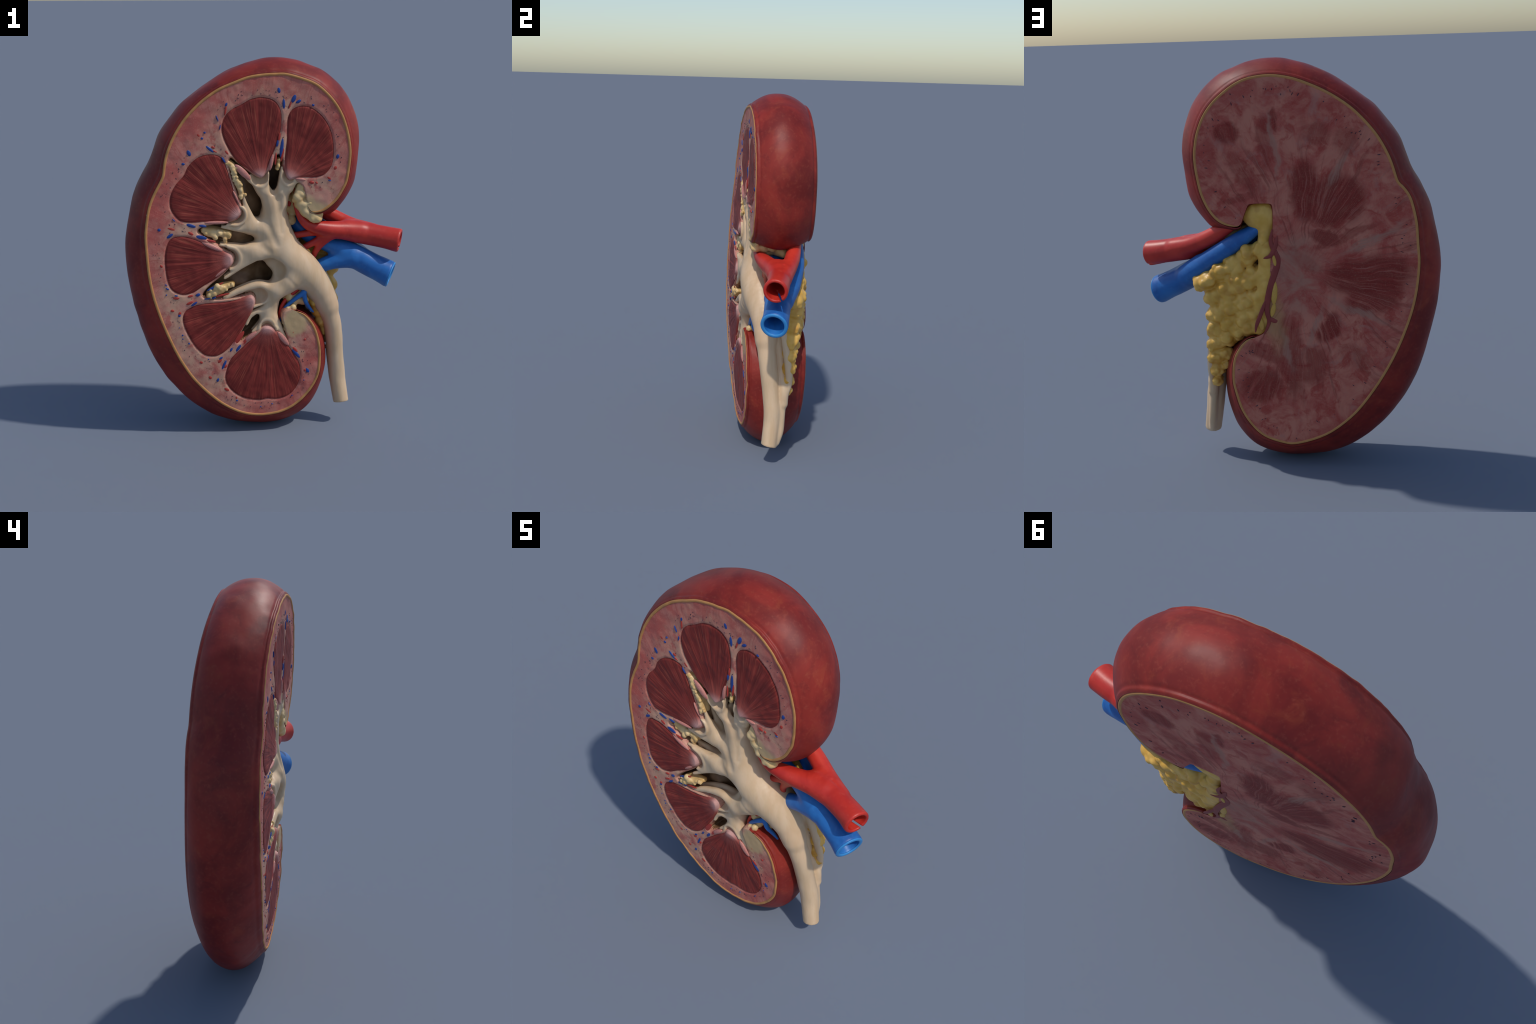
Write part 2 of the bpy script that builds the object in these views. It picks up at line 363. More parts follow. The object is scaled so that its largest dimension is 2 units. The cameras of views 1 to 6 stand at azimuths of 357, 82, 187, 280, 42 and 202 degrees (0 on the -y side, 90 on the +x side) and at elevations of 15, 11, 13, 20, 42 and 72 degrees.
def mat_cortex():
    m = Mat("cortex_section", 0.5, 0.22)
    w = m.warp(9, 0.10)
    rim = m.ellipse(-0.09, 1.015, 0.45, 0.84, -12, 0.32, w)
    blot = m.noise(9, 5, 0.6, 0.5)
    pale = m.mix(m.ramp(m.noise(14, 4), 0.35, 0.65), (0.60, 0.335, 0.225), (0.58, 0.26, 0.195))
    red = m.mix(m.ramp(blot, 0.35, 0.65), (0.48, 0.105, 0.085), (0.57, 0.195, 0.15))
    c = m.mix(rim, red, pale)
    pq, _ = m.polar(-0.08, 1.0, 40, 3.0, m.warp(12, 0.03))
    ray = m.noise(1.0, 4, 0.6, 0.3, pq)
    c = m.mix(m.math("MULTIPLY", m.ramp(ray, 0.5, 0.68, 0, 0.6), m.math("SUBTRACT", 1.0, m.math("MULTIPLY", rim, 0.8))), c, (0.42, 0.085, 0.07))
    c = m.mix(m.ramp(m.noise(13, 5, 0.6, 0.4, m.mapping((3, 1, 2))), 0.50, 0.64, 0, 0.85), c, (0.46, 0.11, 0.09))
    c = m.mix(m.ramp(m.noise(8, 4, 0.5, 0.2, m.mapping((7, 4, 1))), 0.58, 0.74, 0, 0.4), c, (0.62, 0.42, 0.25))
    v = m.N.new("ShaderNodeTexVoronoi"); v.feature = "DISTANCE_TO_EDGE"; v.inputs["Scale"].default_value = 26
    m.L.new(m.warp(20, 0.06), v.inputs["Vector"])
    thin = m.math("MULTIPLY", m.ramp(v.outputs["Distance"], 0.035, 0.0), m.ramp(m.noise(12, 2, 0.5, 0, m.mapping((1, 9, 5))), 0.52, 0.62, 0, 0.65))
    c = m.mix(thin, c, (0.33, 0.11, 0.07))
    # fat creeping into both hilum lips
    lips = m.math("MAXIMUM", m.ellipse(0.27, 1.235, 0.10, 0.045, -25, 0.9, w), m.ellipse(0.155, 0.635, 0.065, 0.075, 0, 0.5, w))
    c = m.mix(m.math("MULTIPLY", lips, 0.85), c, (0.56, 0.40, 0.20))
    gr = m.noise(160, 3); c = m.mix(m.ramp(gr, 0.5, 0.8, 0, 0.25), c, (0.64, 0.43, 0.30))
    m.color(c); m.bump(m.math("ADD", m.noise(45, 4), m.math("MULTIPLY", gr, 0.3)), 0.25, 0.003)
    return m.m
def mat_pyramid():
    m = Mat("pyramid_section", 0.52, 0.22)
    w = m.warp(6, 0.012)
    p, r = m.polar(0, 0, 14, 4.0, w); q, _ = m.polar(0, 0, 62, 5.0, w)
    st, fi = m.noise(1.0, 3, 0.6, 0.1, p), m.noise(1.0, 3, 0.6, 0.1, q)
    c = m.mix(m.ramp(st, 0.38, 0.66), (0.185, 0.024, 0.019), (0.30, 0.042, 0.032))
    c = m.mix(m.ramp(fi, 0.52, 0.70, 0, 0.6), c, (0.44, 0.12, 0.070))
    c = m.mix(m.ramp(fi, 0.44, 0.28, 0, 0.55), c, (0.11, 0.012, 0.011))
    c = m.mix(m.ramp(m.noise(7, 3), 0.55, 0.35, 0, 0.45), c, (0.14, 0.015, 0.013))
    c = m.mix(m.ramp(r, 0.16, 0.045, 0, 0.55), c, (0.48, 0.13, 0.10))
    c = m.mix(m.math("MULTIPLY", m.ramp(r, 0.085, 0.025), m.ramp(fi, 0.2, 0.6, 0.55, 0.9)), c, (0.70, 0.40, 0.35))
    m.color(c); m.bump(m.math("ADD", m.math("MULTIPLY", fi, 0.6), st), 0.5, 0.004)
    return m.m
def mat_fold():
    m = Mat("fornix_fold", 0.4)
    m.color(m.mix(m.ramp(m.noise(14, 3), 0.35, 0.65), (0.48, 0.14, 0.11), (0.62, 0.29, 0.24))); return m.m
def mat_pelvis():
    m = Mat("pelvis_lining", 0.42, 0.4)
    st = m.noise(6, 4, 0.55, 0.3, m.mapping(rot=(0, 0.3, 0), scale=(3.5, 3.5, 0.8)))
    c = m.mix(m.ramp(st, 0.3, 0.7), (0.64, 0.440, 0.260), (0.72, 0.52, 0.335))
    c = m.mix(m.ramp(m.noise(5, 3, 0.5, 0, m.mapping((4, 4, 4))), 0.56, 0.72, 0, 0.35), c, (0.66, 0.42, 0.25))
    c = m.mix(m.ramp(m.noise(70, 4), 0.55, 0.75, 0, 0.15), c, (0.52, 0.36, 0.22))
    m.color(c); m.sss(0.08); m.bump(st, 0.12, 0.004); return m.m
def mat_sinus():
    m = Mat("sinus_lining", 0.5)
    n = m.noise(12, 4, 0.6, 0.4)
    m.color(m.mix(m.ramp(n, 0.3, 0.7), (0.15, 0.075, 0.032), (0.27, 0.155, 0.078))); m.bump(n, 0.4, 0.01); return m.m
def mat_fat(name, a, b, cre):
    m = Mat(name, 0.42, 0.45)
    c = m.mix(m.ramp(m.noise(12, 4), 0.3, 0.7), a, b)
    v = m.N.new("ShaderNodeTexVoronoi"); v.feature = "SMOOTH_F1"; v.inputs["Scale"].default_value = 24
    m.L.new(m.warp(14, 0.04), v.inputs["Vector"])
    c = m.mix(m.ramp(v.outputs["Distance"], 0.45, 0.75, 0, 0.45), c, cre)
    m.color(c); m.sss(0.08); m.bump(m.math("MULTIPLY", v.outputs["Distance"], -1.0), 0.45, 0.012); return m.m
def mat_vessel(name, a, b, c3):
    m = Mat(name, 0.42, 0.45)
    n = m.noise(7, 5, 0.6, 0.5)
    c = m.mix(m.ramp(n, 0.3, 0.7), a, b)
    c = m.mix(m.ramp(m.noise(45, 4), 0.55, 0.75, 0, 0.2), c, c3)
    m.color(c); m.bump(m.noise(60, 3), 0.08, 0.003); return m.m
def mat_flat(name, a, b, rough=0.4):
    m = Mat(name, rough); m.color(m.mix(m.noise(25, 2), a, b)); return m.m
def mat_back():
    m = Mat("back_section", 0.55, 0.15)
    w = m.warp(28, 0.035, m.warp(5, 0.09))
    p, r = m.polar(-0.07, 1.0, 14, 2.5, m.warp(4, 0.10)); q, _ = m.polar(-0.07, 1.0, 60, 4.0, m.warp(4, 0.10))
    st, fi = m.noise(1, 5, 0.65, 0.4, p), m.noise(1, 3, 0.6, 0.2, q)
    blot = m.noise(7, 7, 0.66, 0.8)
    c = m.mix(m.ramp(blot, 0.34, 0.64), (0.43, 0.090, 0.070), (0.56, 0.20, 0.14))
    c = m.mix(m.ramp(m.noise(12, 6, 0.65, 0.8, m.mapping((5, 2, 1))), 0.48, 0.66, 0, 0.8), c, (0.37, 0.050, 0.040))
    c = m.mix(m.ramp(m.noise(10, 6, 0.65, 0.8, m.mapping((2, 8, 3))), 0.55, 0.70, 0, 0.6), c, (0.42, 0.185, 0.15))
    # medullary wedges and blotches: (x, z, half width, half height, angle, strength)
    mask = None
    for cx, cz, rx, rz, dg, k in [(-0.25, 1.345, 0.12, 0.14, 30, 1), (-0.115, 1.39, 0.075, 0.14, 0, 1), (-0.40, 0.98, 0.20, 0.105, -4, 1), (-0.43, 0.88, 0.13, 0.085, -20, .9),
                               (-0.20, 1.17, 0.07, 0.035, 15, .9), (-0.21, 0.72, 0.05, 0.085, 35, 1), (-0.02, 0.58, 0.05, 0.22, -4, .7), (-0.10, 0.53, 0.10, 0.10, 0, .75),
                               (0.12, 0.43, 0.11, 0.085, -30, .9), (0.11, 0.60, 0.11, 0.04, 20, .7), (0.25, 1.66, 0.06, 0.05, 35, .9), (0.17, 1.47, 0.05, 0.13, -40, .5),
                               (0.20, 1.36, 0.08, 0.02, -12, .6), (-0.17, 1.66, 0.06, 0.06, -30, .6), (0.07, 1.62, 0.04, 0.12, 0, .5), (-0.10, 1.05, 0.12, 0.03, 30, .4),
                               (0.02, 1.72, 0.018, 0.06, -8, .9), (-0.33, 0.58, 0.08, 0.05, 30, .4), (-0.30, 1.62, 0.07, 0.05, 40, .45), (-0.30, 1.18, 0.16, 0.02, -22, .6)]:
        e = m.math("MULTIPLY", m.ellipse(cx, cz, rx, rz, dg, 0.55, w), k)
        mask = e if mask is None else m.math("MAXIMUM", mask, e)
    mask = m.math("MULTIPLY", mask, m.ramp(st, 0.28, 0.5, 0.35, 1.0))
    mask = m.math("MULTIPLY", mask, m.ramp(fi, 0.25, 0.5, 0.6, 1.0))
    dark = m.mix(m.ramp(fi, 0.35, 0.68), (0.165, 0.016, 0.013), (0.28, 0.034, 0.027))
    c = m.mix(m.math("MULTIPLY", mask, 0.92), c, dark)
    ring = m.math("MULTIPLY", m.ramp(r, 0.05, 0.16), m.ramp(r, 0.85, 0.45))
    c = m.mix(m.math("MULTIPLY", ring, m.ramp(st, 0.53, 0.64, 0, 0.6)), c, (0.23, 0.042, 0.032))
    c = m.mix(m.math("MULTIPLY", ring, m.ramp(fi, 0.56, 0.70, 0, 0.5)), c, (0.36, 0.17, 0.13))
    c = m.mix(m.math("MULTIPLY", m.ellipse(-0.06, 1.0, 0.11, 0.18, 0, 0.9, w), m.ramp(blot, 0.35, 0.6, 0.1, 0.7)), c, (0.37, 0.19, 0.14))
    # pale interlobar septa
    for cx, cz, rx, rz, dg in ((-0.27, 1.50, 0.015, 0.10, 35), (-0.42, 1.16, 0.16, 0.018, -24), (-0.36, 0.80, 0.15, 0.016, 24), (0.03, 1.60, 0.012, 0.15, -5), (-0.13, 0.72, 0.016, 0.10, 25), (0.0, 0.62, 0.014, 0.10, -15)):
        c = m.mix(m.math("MULTIPLY", m.ellipse(cx, cz, rx, rz, dg, 1.2, w), m.ramp(fi, 0.3, 0.6, 0.2, 0.75)), c, (0.38, 0.20, 0.15))
    c = m.mix(m.math("MULTIPLY", m.ellipse(0.07, 0.80, 0.05, 0.16, -10, 1.2, w), 0.6), c, (0.38, 0.23, 0.085))
    gr = m.noise(150, 3); c = m.mix(m.ramp(gr, 0.5, 0.8, 0, 0.25), c, (0.42, 0.24, 0.17))
    m.color(c); m.bump(m.math("ADD", m.noise(30, 4), m.math("MULTIPLY", fi, 0.4)), 0.2, 0.003)
    return m.m

M_CAPS, M_BAND, M_CORT, M_PYR, M_FOLD = mat_capsule(), mat_band(), mat_cortex(), mat_pyramid(), mat_fold()
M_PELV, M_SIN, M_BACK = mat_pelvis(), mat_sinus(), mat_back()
M_FAT = mat_fat("yellow_fat", (0.70, 0.375, 0.055), (0.82, 0.485, 0.11), (0.48, 0.18, 0.018))
M_PALEFAT = mat_fat("pale_fat", (0.69, 0.43, 0.15), (0.74, 0.53, 0.27), (0.46, 0.20, 0.035))
M_ART = mat_vessel("artery_red", (0.46, 0.020, 0.013), (0.63, 0.042, 0.024), (0.68, 0.13, 0.08))
M_VEIN = mat_vessel("vein_blue", (0.012, 0.10, 0.36), (0.022, 0.17, 0.50), (0.10, 0.26, 0.58))
M_VRIM = mat_flat("vein_rim", (0.03, 0.22, 0.55), (0.05, 0.28, 0.62))
M_BLUE = mat_flat("venule_blue", (0.012, 0.035, 0.19), (0.022, 0.07, 0.30))
M_RED = mat_flat("arteriole_red", (0.34, 0.025, 0.018), (0.52, 0.06, 0.04))
M_STRAND = mat_flat("strand_red", (0.20, 0.026, 0.022), (0.30, 0.05, 0.04), 0.5)
M_SPECK = mat_flat("speck_dark", (0.03, 0.025, 0.05), (0.07, 0.02, 0.03))

# ------------------------------------------------------------------ loops
LF = smooth_loop(anchored_loop(FRONT, FRONT_CHORD, ANCHORS["F"]), 3)
LB = smooth_loop(anchored_loop(BACK, BACK_CHORD, ANCHORS["B"]), 3)
LE = smooth_loop(anchored_loop(EQUATOR, EQUATOR_CHORD, ANCHORS["E"]), 8)
NL = len(LF); N_OUT = sum(SEG_N[:7])

SIN = catmull(SINUS, 300, closed=True)
PYR = [catmull(p, 150, closed=True) for p in PYRAMIDS]
TIPS = [np.array(p[0]) for p in PYRAMIDS]
CENT = [np.array(p).mean(0) for p in PYRAMIDS]

def y_plane(P):
    return -.142 - .045 * np.exp(-((P[:, 0] + .60) / .70) ** 2 - ((P[:, 1] - .65) / .75) ** 2)

def y_back(P):
    return .181 - .018 * ((P[:, 0] - .1) / .7) ** 2 * np.exp(-((P[:, 1] - 1.0) / .45) ** 2) - .011 * ((P[:, 1] - 1.05) / .9) ** 2

def face_height(P):
    """y of the sectioned front at (x, z): gently domed plane, sunken sinus, pyramids in shallow sockets."""
    P = np.asarray(P, float)
    y = y_plane(P)
    P3 = np.c_[P[:, 0], np.zeros(len(P)), P[:, 1]]
    y = y + 0.0022 * value_noise(P3, 14, 3) + 0.0012 * value_noise(P3, 38, 4)
    ds = poly_sd(SIN, P)
    sink = sstep(0.004, -0.022, ds)
    floor = Y_FLOOR + 0.12 * sstep(-0.13, 0.06, P[:, 0])          # the hollow deepens towards the hilum
    y = y + sink * (floor - y + 0.012 * value_noise(P3, 18, 5))
    for k, poly in enumerate(PYR):
        d = poly_sd(poly, P)
        rt = np.linalg.norm(P - TIPS[k], axis=1)
        keep = 1 - sstep(0.002, 0.018, -ds) * 0
        groove = 0.006 * np.exp(-((d + 0.001) / 0.0045) ** 2)
        dome = -0.001 * sstep(0.0, -0.035, d) - 0.010 * np.exp(-(rt / 0.06) ** 2) * sstep(0.002, -0.012, d)
        ax = P - (TIPS[k] + (TIPS[k] - CENT[k]) * 0.10)
        ang = np.arctan2(ax[:, 0], ax[:, 1])
        r3 = np.c_[ang * 20, np.full(len(P), k * 3.3), np.linalg.norm(ax, axis=1) * 3]
        stri = 0.0014 * value_noise(r3, 1.0, 11) * sstep(0.0, -0.015, d) * sstep(0.03, 0.09, rt)
        inside = d < 0.012
        y = np.where(inside & (rt > -1), y + (groove + dome + stri) * keep, y)
    return y

# ------------------------------------------------------------------ capsule wall
def loop_normals(L):
    t = np.roll(L, -1, 0) - np.roll(L, 1, 0)
    n = np.c_[-t[:, 1], t[:, 0]]
    n /= np.linalg.norm(n, axis=1, keepdims=True) + 1e-12
    return -n    # outward for this winding
nF, nB, nE = loop_normals(LF), loop_normals(LB), loop_normals(LE)
if ((LF[:100] + nF[:100] * 0.01 - [0, 1.0]) ** 2).sum() < ((LF[:100] - [0, 1.0]) ** 2).sum():
    nF, nB, nE = -nF, -nB, -nE
yF_loop = face_height(LF)

def build_capsule():
    rows = []
    ts = np.r_[np.linspace(-1, -0.80, 12, endpoint=False), np.linspace(-0.80, 0.80, 40, endpoint=False), np.linspace(0.80, 1, 13)]
    for t in ts:
        w = (abs(t) ** (2.0 + (0.7 if t < 0 else 1.0) * np.clip(0.2 - nE[:, 0], 0, 1) * np.clip(1.4 + 1.4 * nE[:, 1], 0, 1)))[:, None]
        rim, n, yr = (LF, nF, yF_loop) if t < 0 else (LB, nB, y_back(LB))
        m = np.ones(NL); m[N_OUT:] = 0
        xz = LE + (rim + n * (0.0065 * m)[:, None] - LE) * w
        yq = 0.012 - 0.018 * sstep(1.1, 0.2, LE[:, 1])      # the widest line leans forward at the lower pole
        y = yq + (yr - yq) * abs(t)
        # rolled red lip beside the cut edge, then a fine groove
        s = (1 - abs(t)) * 0.16
        lip = 0.0050 * math.exp(-((s - 0.006) / 0.006) ** 2) - 0.0030 * math.exp(-((s - 0.019) / 0.005) ** 2)
        xz = xz + n * (lip * m)[:, None]
        V = np.c_[xz[:, 0], y, xz[:, 1]]
        amp = 0.005 * (1 - w[:, 0])
        nn = np.c_[nE[:, 0], np.zeros(NL), nE[:, 1]]
        V = V + nn * ((amp * value_noise(V, 6.0, 21) + 0.4 * amp * value_noise(V, 17.0, 22)) * m)[:, None]
        rows.append(V)
    R = len(rows); V = np.vstack(rows); F = []
    for i in range(R - 1):
        for j in range(NL):
            k = (j + 1) % NL
            F.append((i * NL + j, i * NL + k, (i + 1) * NL + k, (i + 1) * NL + j))
    # orient outward
    nrm = vertex_normals(V, F)
    if (nrm[NL * (R // 2) + 20][[0, 2]] @ nE[20]) < 0:
        F = [f[::-1] for f in F]
    add_object("capsule", make_mesh("capsule", V, F, M_CAPS))
    return rows[0], rows[-1]
row_front, row_back = build_capsule()

def sweep(name, path, ry, rn, mat, parent=ROOT, closed=False, sides=12, taper=0):
    """oval bead along a 3D path lying roughly in the x-z plane"""
    P = np.asarray(path); n = len(P)
    T = np.gradient(P, axis=0); T /= np.linalg.norm(T, axis=1, keepdims=True)
    Yv = np.tile([0, 1.0, 0], (n, 1)); S = np.cross(T, Yv); S /= np.linalg.norm(S, axis=1, keepdims=True)
    V, F = [], []
    for i in range(n):
        k = 1.0
        if taper:
            k = min(1, max(0.02, math.sqrt(min(i, n - 1 - i) / taper))) if min(i, n - 1 - i) < taper else 1
        for a in range(sides):
            u = 2 * math.pi * a / sides
            V.append(P[i] + k * (S[i] * rn * math.cos(u) + Yv[i] * ry * math.sin(u)))
    for i in range(n - 1):
        for a in range(sides):
            b = (a + 1) % sides
            F.append((i * sides + a, i * sides + b, (i + 1) * sides + b, (i + 1) * sides + a))
    F.append(tuple(range(sides))); F.append(tuple(range((n - 1) * sides, n * sides))[::-1])
    return add_object(name, make_mesh(name, V, F, mat), parent)

sweep("capsule_cut_edge", np.c_[LF[:N_OUT, 0], yF_loop[:N_OUT] + 0.001, LF[:N_OUT, 1]], 0.0050, 0.0075, M_BAND, taper=14)
sweep("capsule_cut_edge", np.c_[LB[:N_OUT, 0], y_back(LB[:N_OUT]) - 0.0025, LB[:N_OUT, 1]], 0.0050, 0.0075, M_BAND, taper=14)

# ------------------------------------------------------------------ sectioned front
def grid_points(poly, step, margin):
    lo, hi = poly.min(0), poly.max(0)
    X, Z = np.meshgrid(np.arange(lo[0], hi[0], step), np.arange(lo[1], hi[1], step * 0.866))
    X = X + (np.arange(X.shape[0]) % 2)[:, None] * step * 0.5
    P = np.c_[X.ravel(), Z.ravel()]
    return P[poly_sd(poly, P) < -margin]

def triangulate(loops, pts):
    """constrained Delaunay over closed loops plus free points"""
    co, ed = [], []
    for L in loops:
        b = len(co); co += [tuple(p) for p in L]
        ed += [(b + i, b + (i + 1) % len(L)) for i in range(len(L))]
    co += [tuple(p) for p in pts]
    v, e, f, *_ = delaunay_2d_cdt([Vector(c) for c in co], ed, [], 0, 1e-7)
    return np.array([tuple(p) for p in v]), [tuple(t) for t in f]

def build_front():
    pts = grid_points(LF, 0.0062, 0.003)
    dsin = poly_sd(SIN, pts)
    keep = np.ones(len(pts), bool)
    for p in PYR:
        keep &= np.abs(poly_sd(p, pts)) > 0.0028
    extra = []
    for p in PYR:                                  # finer fibres inside the pyramids
        g = grid_points(p, 0.0042, 0.0035); extra.append(g)
        keep &= poly_sd(p, pts) > 0
    pts = np.vstack([pts[keep]] + extra)
    v2, tri = triangulate([LF] + PYR, pts)
    cen = v2[np.array(tri)].mean(1)
    ok = poly_sd(LF, cen) < 0
    tri = [t for t, k in zip(tri, ok) if k]; cen = cen[ok]
    V = np.c_[v2[:, 0], face_height(v2), v2[:, 1]]
    nrm = vertex_normals(V, tri)
    if nrm[:, 1].mean() > 0:
        tri = [t[::-1] for t in tri]; nrm = -nrm
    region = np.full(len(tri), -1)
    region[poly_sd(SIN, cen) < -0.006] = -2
    for k, p in enumerate(PYR):
        region[poly_sd(p, cen) < 0] = k
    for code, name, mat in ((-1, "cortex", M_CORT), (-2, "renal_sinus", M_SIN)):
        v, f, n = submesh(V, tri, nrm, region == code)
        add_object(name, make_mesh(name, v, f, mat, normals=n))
    for k in range(6):
        apex = TIPS[k] + (TIPS[k] - CENT[k]) * 0.10
        o = (apex[0], 0.0, apex[1])
        v, f, n = submesh(V, tri, nrm, region == k)
        add_object("pyramid", make_mesh("pyramid", v, f, M_PYR, normals=n, origin=o), loc=o)
build_front()

def build_back():
    pts = grid_points(LB, 0.011, 0.005)
    v2, tri = triangulate([LB], pts)
    cen = v2[np.array(tri)].mean(1)
    ok = poly_sd(LB, cen) < 0
    tri = [t for t, k in zip(tri, ok) if k]
    P3 = np.c_[v2[:, 0], np.zeros(len(v2)), v2[:, 1]]
    edge = sstep(0, -0.03, poly_sd(LB, v2))
    V = np.c_[v2[:, 0], y_back(v2) + edge * (0.0025 + 0.002 * value_noise(P3, 9, 31)), v2[:, 1]]
    nrm = vertex_normals(V, tri)
    if nrm[:, 1].mean() < 0:
        tri = [t[::-1] for t in tri]
    add_object("back_section", make_mesh("back_section", V, tri, M_BACK))
build_back()

# ------------------------------------------------------------------ pelvis, calyces, ureter
BRANCHES = [   # (x, z, radius) chains read along each calyx; the front of every tube stays near the section plane
    [(0.047, 1.280, 0.050), (0.047, 1.166, 0.073), (0.081, 1.002, 0.104), (0.182, 0.904, 0.096), (0.251, 0.828, 0.083), (0.308, 0.750, 0.066), (0.335, 0.690, 0.056)],
    [(0.115, 0.855, 0.079), (0.041, 0.780, 0.044), (0.017, 0.689, 0.043), (0.007, 0.650, 0.034)],
    [(0.048, 0.801, 0.036), (-0.047, 0.834, 0.021), (-0.141, 0.808, 0.017), (-0.221, 0.772, 0.012)],
    [(-0.006, 0.697, 0.026), (-0.081, 0.671, 0.015), (-0.108, 0.622, 0.009)],
    [(0.004, 0.646, 0.030), (-0.033, 0.612, 0.016), (-0.074, 0.577, 0.009)],
    [(0.014, 0.660, 0.033), (0.055, 0.615, 0.021), (0.083, 0.563, 0.013), (0.111, 0.518, 0.008)],
    [(0.014, 1.018, 0.073), (-0.086, 1.007, 0.040), (-0.133, 0.995, 0.032)],
    [(-0.079, 1.028, 0.025), (-0.179, 1.044, 0.015), (-0.238, 1.056, 0.011)],
    [(-0.053, 0.993, 0.040), (-0.126, 0.947, 0.024), (-0.180, 0.907, 0.012), (-0.220, 0.881, 0.008)],
    [(0.014, 1.113, 0.073), (-0.072, 1.143, 0.043), (-0.099, 1.157, 0.032)],
    [(-0.085, 1.177, 0.029), (-0.111, 1.270, 0.013), (-0.117, 1.317, 0.008)],
    [(-0.099, 1.137, 0.030), (-0.165, 1.138, 0.013), (-0.230, 1.152, 0.008)],
    [(0.040, 1.266, 0.046), (-0.006, 1.321, 0.033), (-0.025, 1.341, 0.022)],
    [(-0.025, 1.334, 0.025), (-0.077, 1.378, 0.011), (-0.103, 1.402, 0.007)],
    [(-0.006, 1.334, 0.020), (0.008, 1.399, 0.009), (0.020, 1.451, 0.007)],
    [(0.007, 1.314, 0.028), (0.040, 1.180, 0.063)],
    [(0.073, 1.265, 0.040), (0.093, 1.331, 0.030), (0.103, 1.351, 0.022)],
    [(0.070, 1.332, 0.018), (0.075, 1.411, 0.009), (0.080, 1.456, 0.007)],
    [(0.120, 1.344, 0.020), (0.149, 1.376, 0.009), (0.172, 1.382, 0.007)],
]
CUPS = [[(-0.038, 1.423, 0.045), (-0.035, 1.407, 0.044)], [(0.113, 1.410, 0.034), (0.114, 1.398, 0.030)],
        [(-0.183, 1.219, 0.054), (-0.160, 1.212, 0.048)], [(-0.232, 0.991, 0.061), (-0.199, 0.985, 0.054)],
        [(-0.094, 0.764, 0.048), (-0.039, 0.780, 0.044)], [(0.001, 0.605, 0.034), (0.004, 0.588, 0.044)]]
GAPS = [[(0.034, 1.457, 0.021), (0.036, 1.333, 0.021)], [(-0.094, 1.343, 0.032), (-0.045, 1.242, 0.031)],
        [(-0.244, 1.107, 0.025), (-0.119, 1.080, 0.028)], [(-0.167, 0.872, 0.030), (-0.040, 0.939, 0.036)],
        [(-0.084, 0.618, 0.012), (-0.054, 0.670, 0.013)]]
URETER = [(0.322, -0.058, 0.715, 0.058), (0.348, -0.056, 0.640, 0.051), (0.366, -0.050, 0.575, 0.049), (0.376, -0.040, 0.490, 0.048), (0.385, -0.028, 0.390, 0.047),
          (0.397, -0.022, 0.290, 0.046), (0.408, -0.028, 0.210, 0.044), (0.424, -0.042, 0.100, 0.043)]

